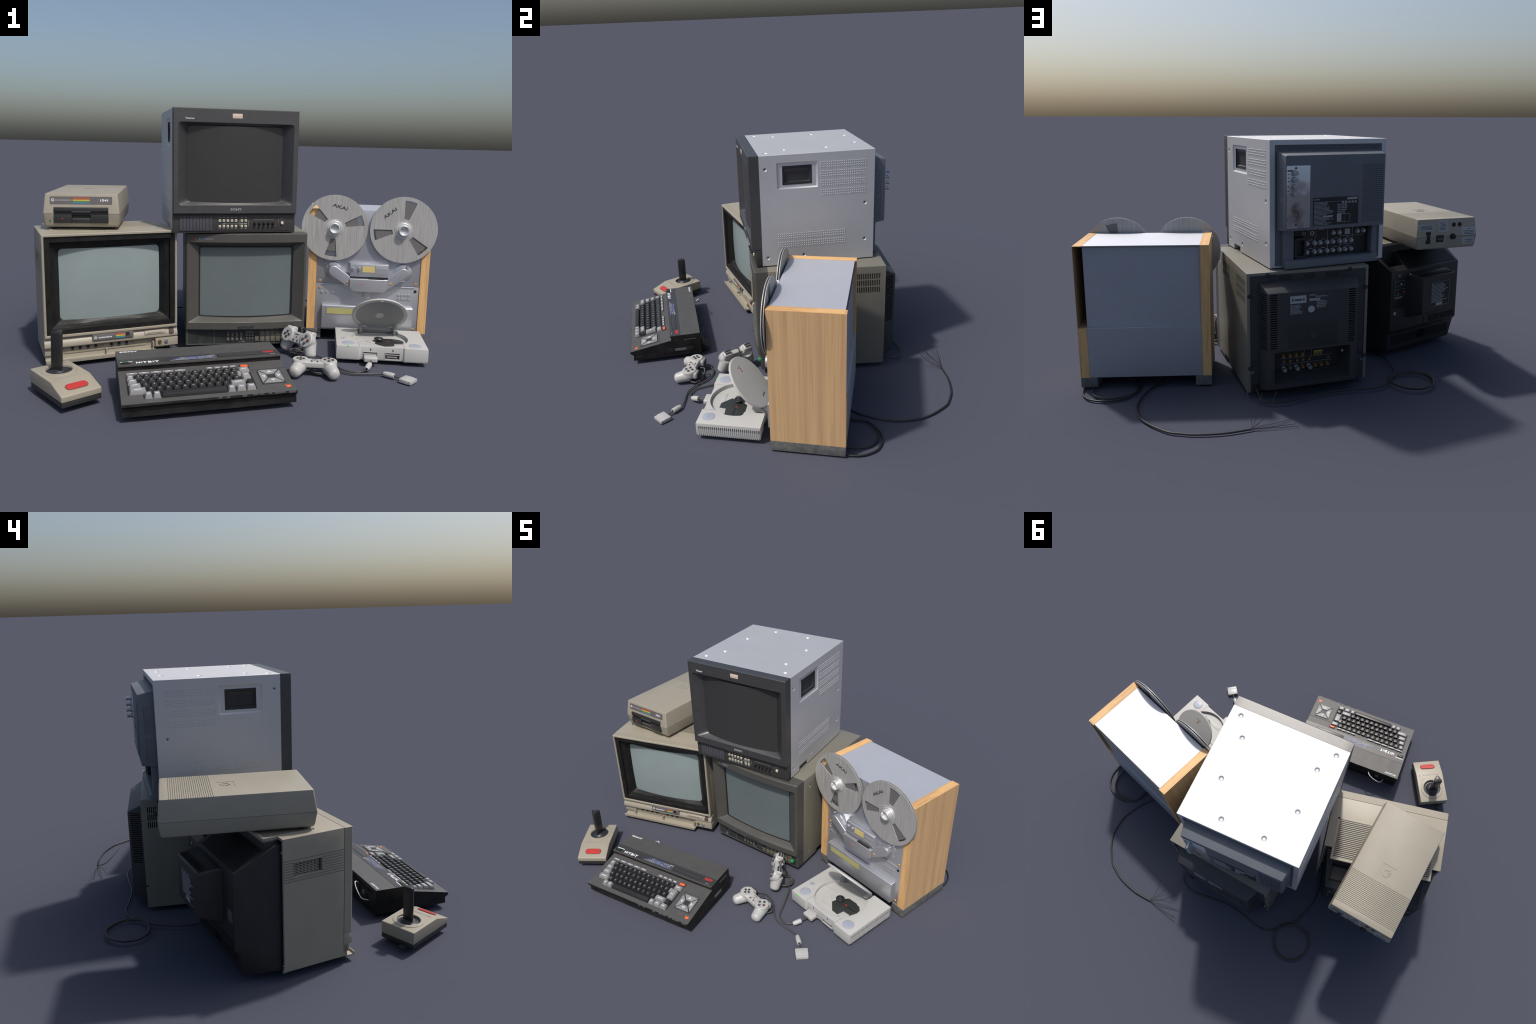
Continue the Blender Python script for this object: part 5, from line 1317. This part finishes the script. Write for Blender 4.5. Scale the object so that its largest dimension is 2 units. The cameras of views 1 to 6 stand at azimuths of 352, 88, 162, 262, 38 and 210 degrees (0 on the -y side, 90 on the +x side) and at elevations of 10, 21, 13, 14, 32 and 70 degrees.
    part("rear_socket", [box(-.16, -.08, yc - .002, yc + .003, .058, .092, .002), cyl((-.23, yc - .002, .073), "y", .017, .006, 20), cyl((.03, yc - .002, .112), "y", .012, .005, 18), cyl((.03, yc - .002, .085), "y", .012, .005, 18), cyl((.065, yc - .002, .112), "y", .012, .005, 18)], BLACK, T)
    part("rear_socket_ring", [lathe([(.012, 0), (.012, .006), (.008, .006), (.008, 0)], (-.205, yc, .085), "y", 18)], NICKEL, T)
    part("white_lead", sweep([(-.146, yc, .108), (-.154, yc + .018, .120), (-.165, yc + .030, .1215), (-.190, yc + .036, .106), (-.215, yc + .034, .086), (-.2391, yc + .026, .069), (-.250, yc - .002, .062)], .0027, 8, 6), PRINT_WHITE, T, 60)
    part("edge_connector", [box(.165, .305, yc - .002, yc + .014, .030, .060, .002), prism([(yc + .004, .034), (yc + .045, .022), (yc + .047, .032), (yc + .010, .062)], "x", .215, .305, .002), box(.06, .215, yc - .002, yc + .030, .024, .038, .002)], COMPUTER_SIDE, T)
    rn = random.Random(5)
    part("loose_chip", [moved(box(-.004, .004, -.003, .003, -.002, .002), Matrix.Translation((rn.uniform(.13, .30), yc + rn.uniform(.004, .018), rn.uniform(.05, .125))) @ Matrix.Rotation(rn.uniform(0, 3), 4, "X")) for i in range(16)], COMPUTER_SIDE, T, kind="stuff")
    part("foot", [cyl((x, y, .001), "z", .012, .022, 14) for x in (-.18, .18) for y in (.13, .30)], RUBBER, T)

# ------------------------------------------------------------------ joystick
def joystick():
    T = thing("joystick", "beige one button joystick with black stick", "joystick", -0.6860, -0.7245, 0.6065)
    w, yc, yk, zt, zf, zm, z0 = .0815, .2733, .0927, .0970, .0655, .0417, .0208
    top = part("upper_shell", prism([(0, zm), (0, zf), (yk, zt), (yc, zt), (yc, zm)], "x", -w, w, .0045, 3), BEIGE, T, 40)
    cy = .189
    cut(top, [lathe([(0, -.03), (.049, -.03), (.051, .004), (.052, .02), (0, .02)], (0, cy, zt), "z", 48)])
    part("base", box(-w + .0012, w - .0012, .0012, yc - .0012, z0, zm - .0003, .003), material("base_black", (.022, .022, .023), .55, 0, .1, 30, .2, 400), T)
    part("ring", lathe([(.068, -.001), (.067, .0022), (.063, .0028), (.059, .0030), (.0545, .0042), (.0515, .0030), (.0500, -.004)], (0, cy, zt), "z", 56), BEIGE, T, 40)
    part("ring_rivet", [lathe([(.0026, 0), (.002, .001), (0, .0014)], (.061 * cos(a), cy + .061 * sin(a), zt + .0026), "z", 8) for a in [radians(20 + 45 * i) for i in range(8)]], PRINT_GREY, T)
    part("boot", lathe([(.0515, -.004), (.046, -.008), (.036, -.0045), (.028, .003), (.022, .008), (.0, .010)], (0, cy, zt), "z", 48), material("boot_black", (.020, .022, .027), .42, 0, .05), T, 60)
    # stick: triangular bar with blunted corners
    def tri(R, c, blunt=.30):
        v = [Vector((c[0] + R * cos(radians(a)), c[1] + R * sin(radians(a)))) for a in (150, 270, 30)]
        pts = []
        for i in range(3):
            p, a, b = v[i], v[i - 1], v[(i + 1) % 3]
            pts += [tuple(p + (a - p) * blunt), tuple(p + (a - p) * blunt * .45 + (b - p) * blunt * .1), tuple(p + (b - p) * blunt * .45 + (a - p) * blunt * .1), tuple(p + (b - p) * blunt)]
        return pts
    c0, c1 = (-.0035, .1890), (-.0005, .1880)
    part("stick", rounded(loft([(tri(.026, c0), .0880), (tri(.0345, c0), .1030), (tri(.0350, c1), .2480), (tri(.0325, c1), .2545), (tri(.026, c1), .2560)], True, True, "z"), .0008, 2, 40), material("stick_black", (.020, .020, .020), .35, 0, .1), T, 40)
    part("stick_dimple", lathe([(.006, 0), (.006, .0008), (.004, .0012), (.003, .0002), (0, .0002)], (c1[0], c1[1], .2560), "z", 16), PRINT_DARK, T)
    # fire button on the slope
    up = Matrix.Rotation(math.atan((zt - zf) / yk), 4, "X")
    def slope(y, h=0.0): return Matrix.Translation((0, y, zf + (zt - zf) * y / yk)) @ up @ Matrix.Translation((0, 0, h))
    oval = lambda a, b: [(a * (1 if k else -1), 0) for k in ()] or rrect(-a, a, -b, b, b - .0001, 8)
    by = .0415
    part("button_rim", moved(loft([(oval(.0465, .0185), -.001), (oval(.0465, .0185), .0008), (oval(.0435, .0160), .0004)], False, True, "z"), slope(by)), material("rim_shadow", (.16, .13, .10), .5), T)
    part("fire_button", moved(loft([(oval(.0435, .0160), -.001), (oval(.0435, .0160), .0030), (oval(.0420, .0145), .0045), (oval(.030, .006), .0048)], False, True, "z"), slope(by)), RED, T, 40)
    part("name_letters", letters("commodore", .098, .0075, (-.008, .1020, zt + .0003), "top", bold=-.01), PRINT_GREY, T)
    part("name_mark", chicken_logo((.0620, .1020, zt), .0058, Matrix.Identity(4)), PRINT_GREY, T)
    part("cord_stub", [prism([(-.0505, yc - .004), (-.0215, yc - .004), (-.0250, .3000), (-.0370, .3030)], "z", .0150, .0300, .002)], RUBBER, T)
    part("foot", [cyl((x, y, .001), "z", .010, .021, 14) for x in (-.025, .025) for y in (.10, .17)], RUBBER, T)

studio_monitor()
colour_monitor()
computer_monitor()
floppy_drive()
tape_recorder()
game_console()
controllers()
home_computer()
joystick()
bpy.context.view_layer.update()
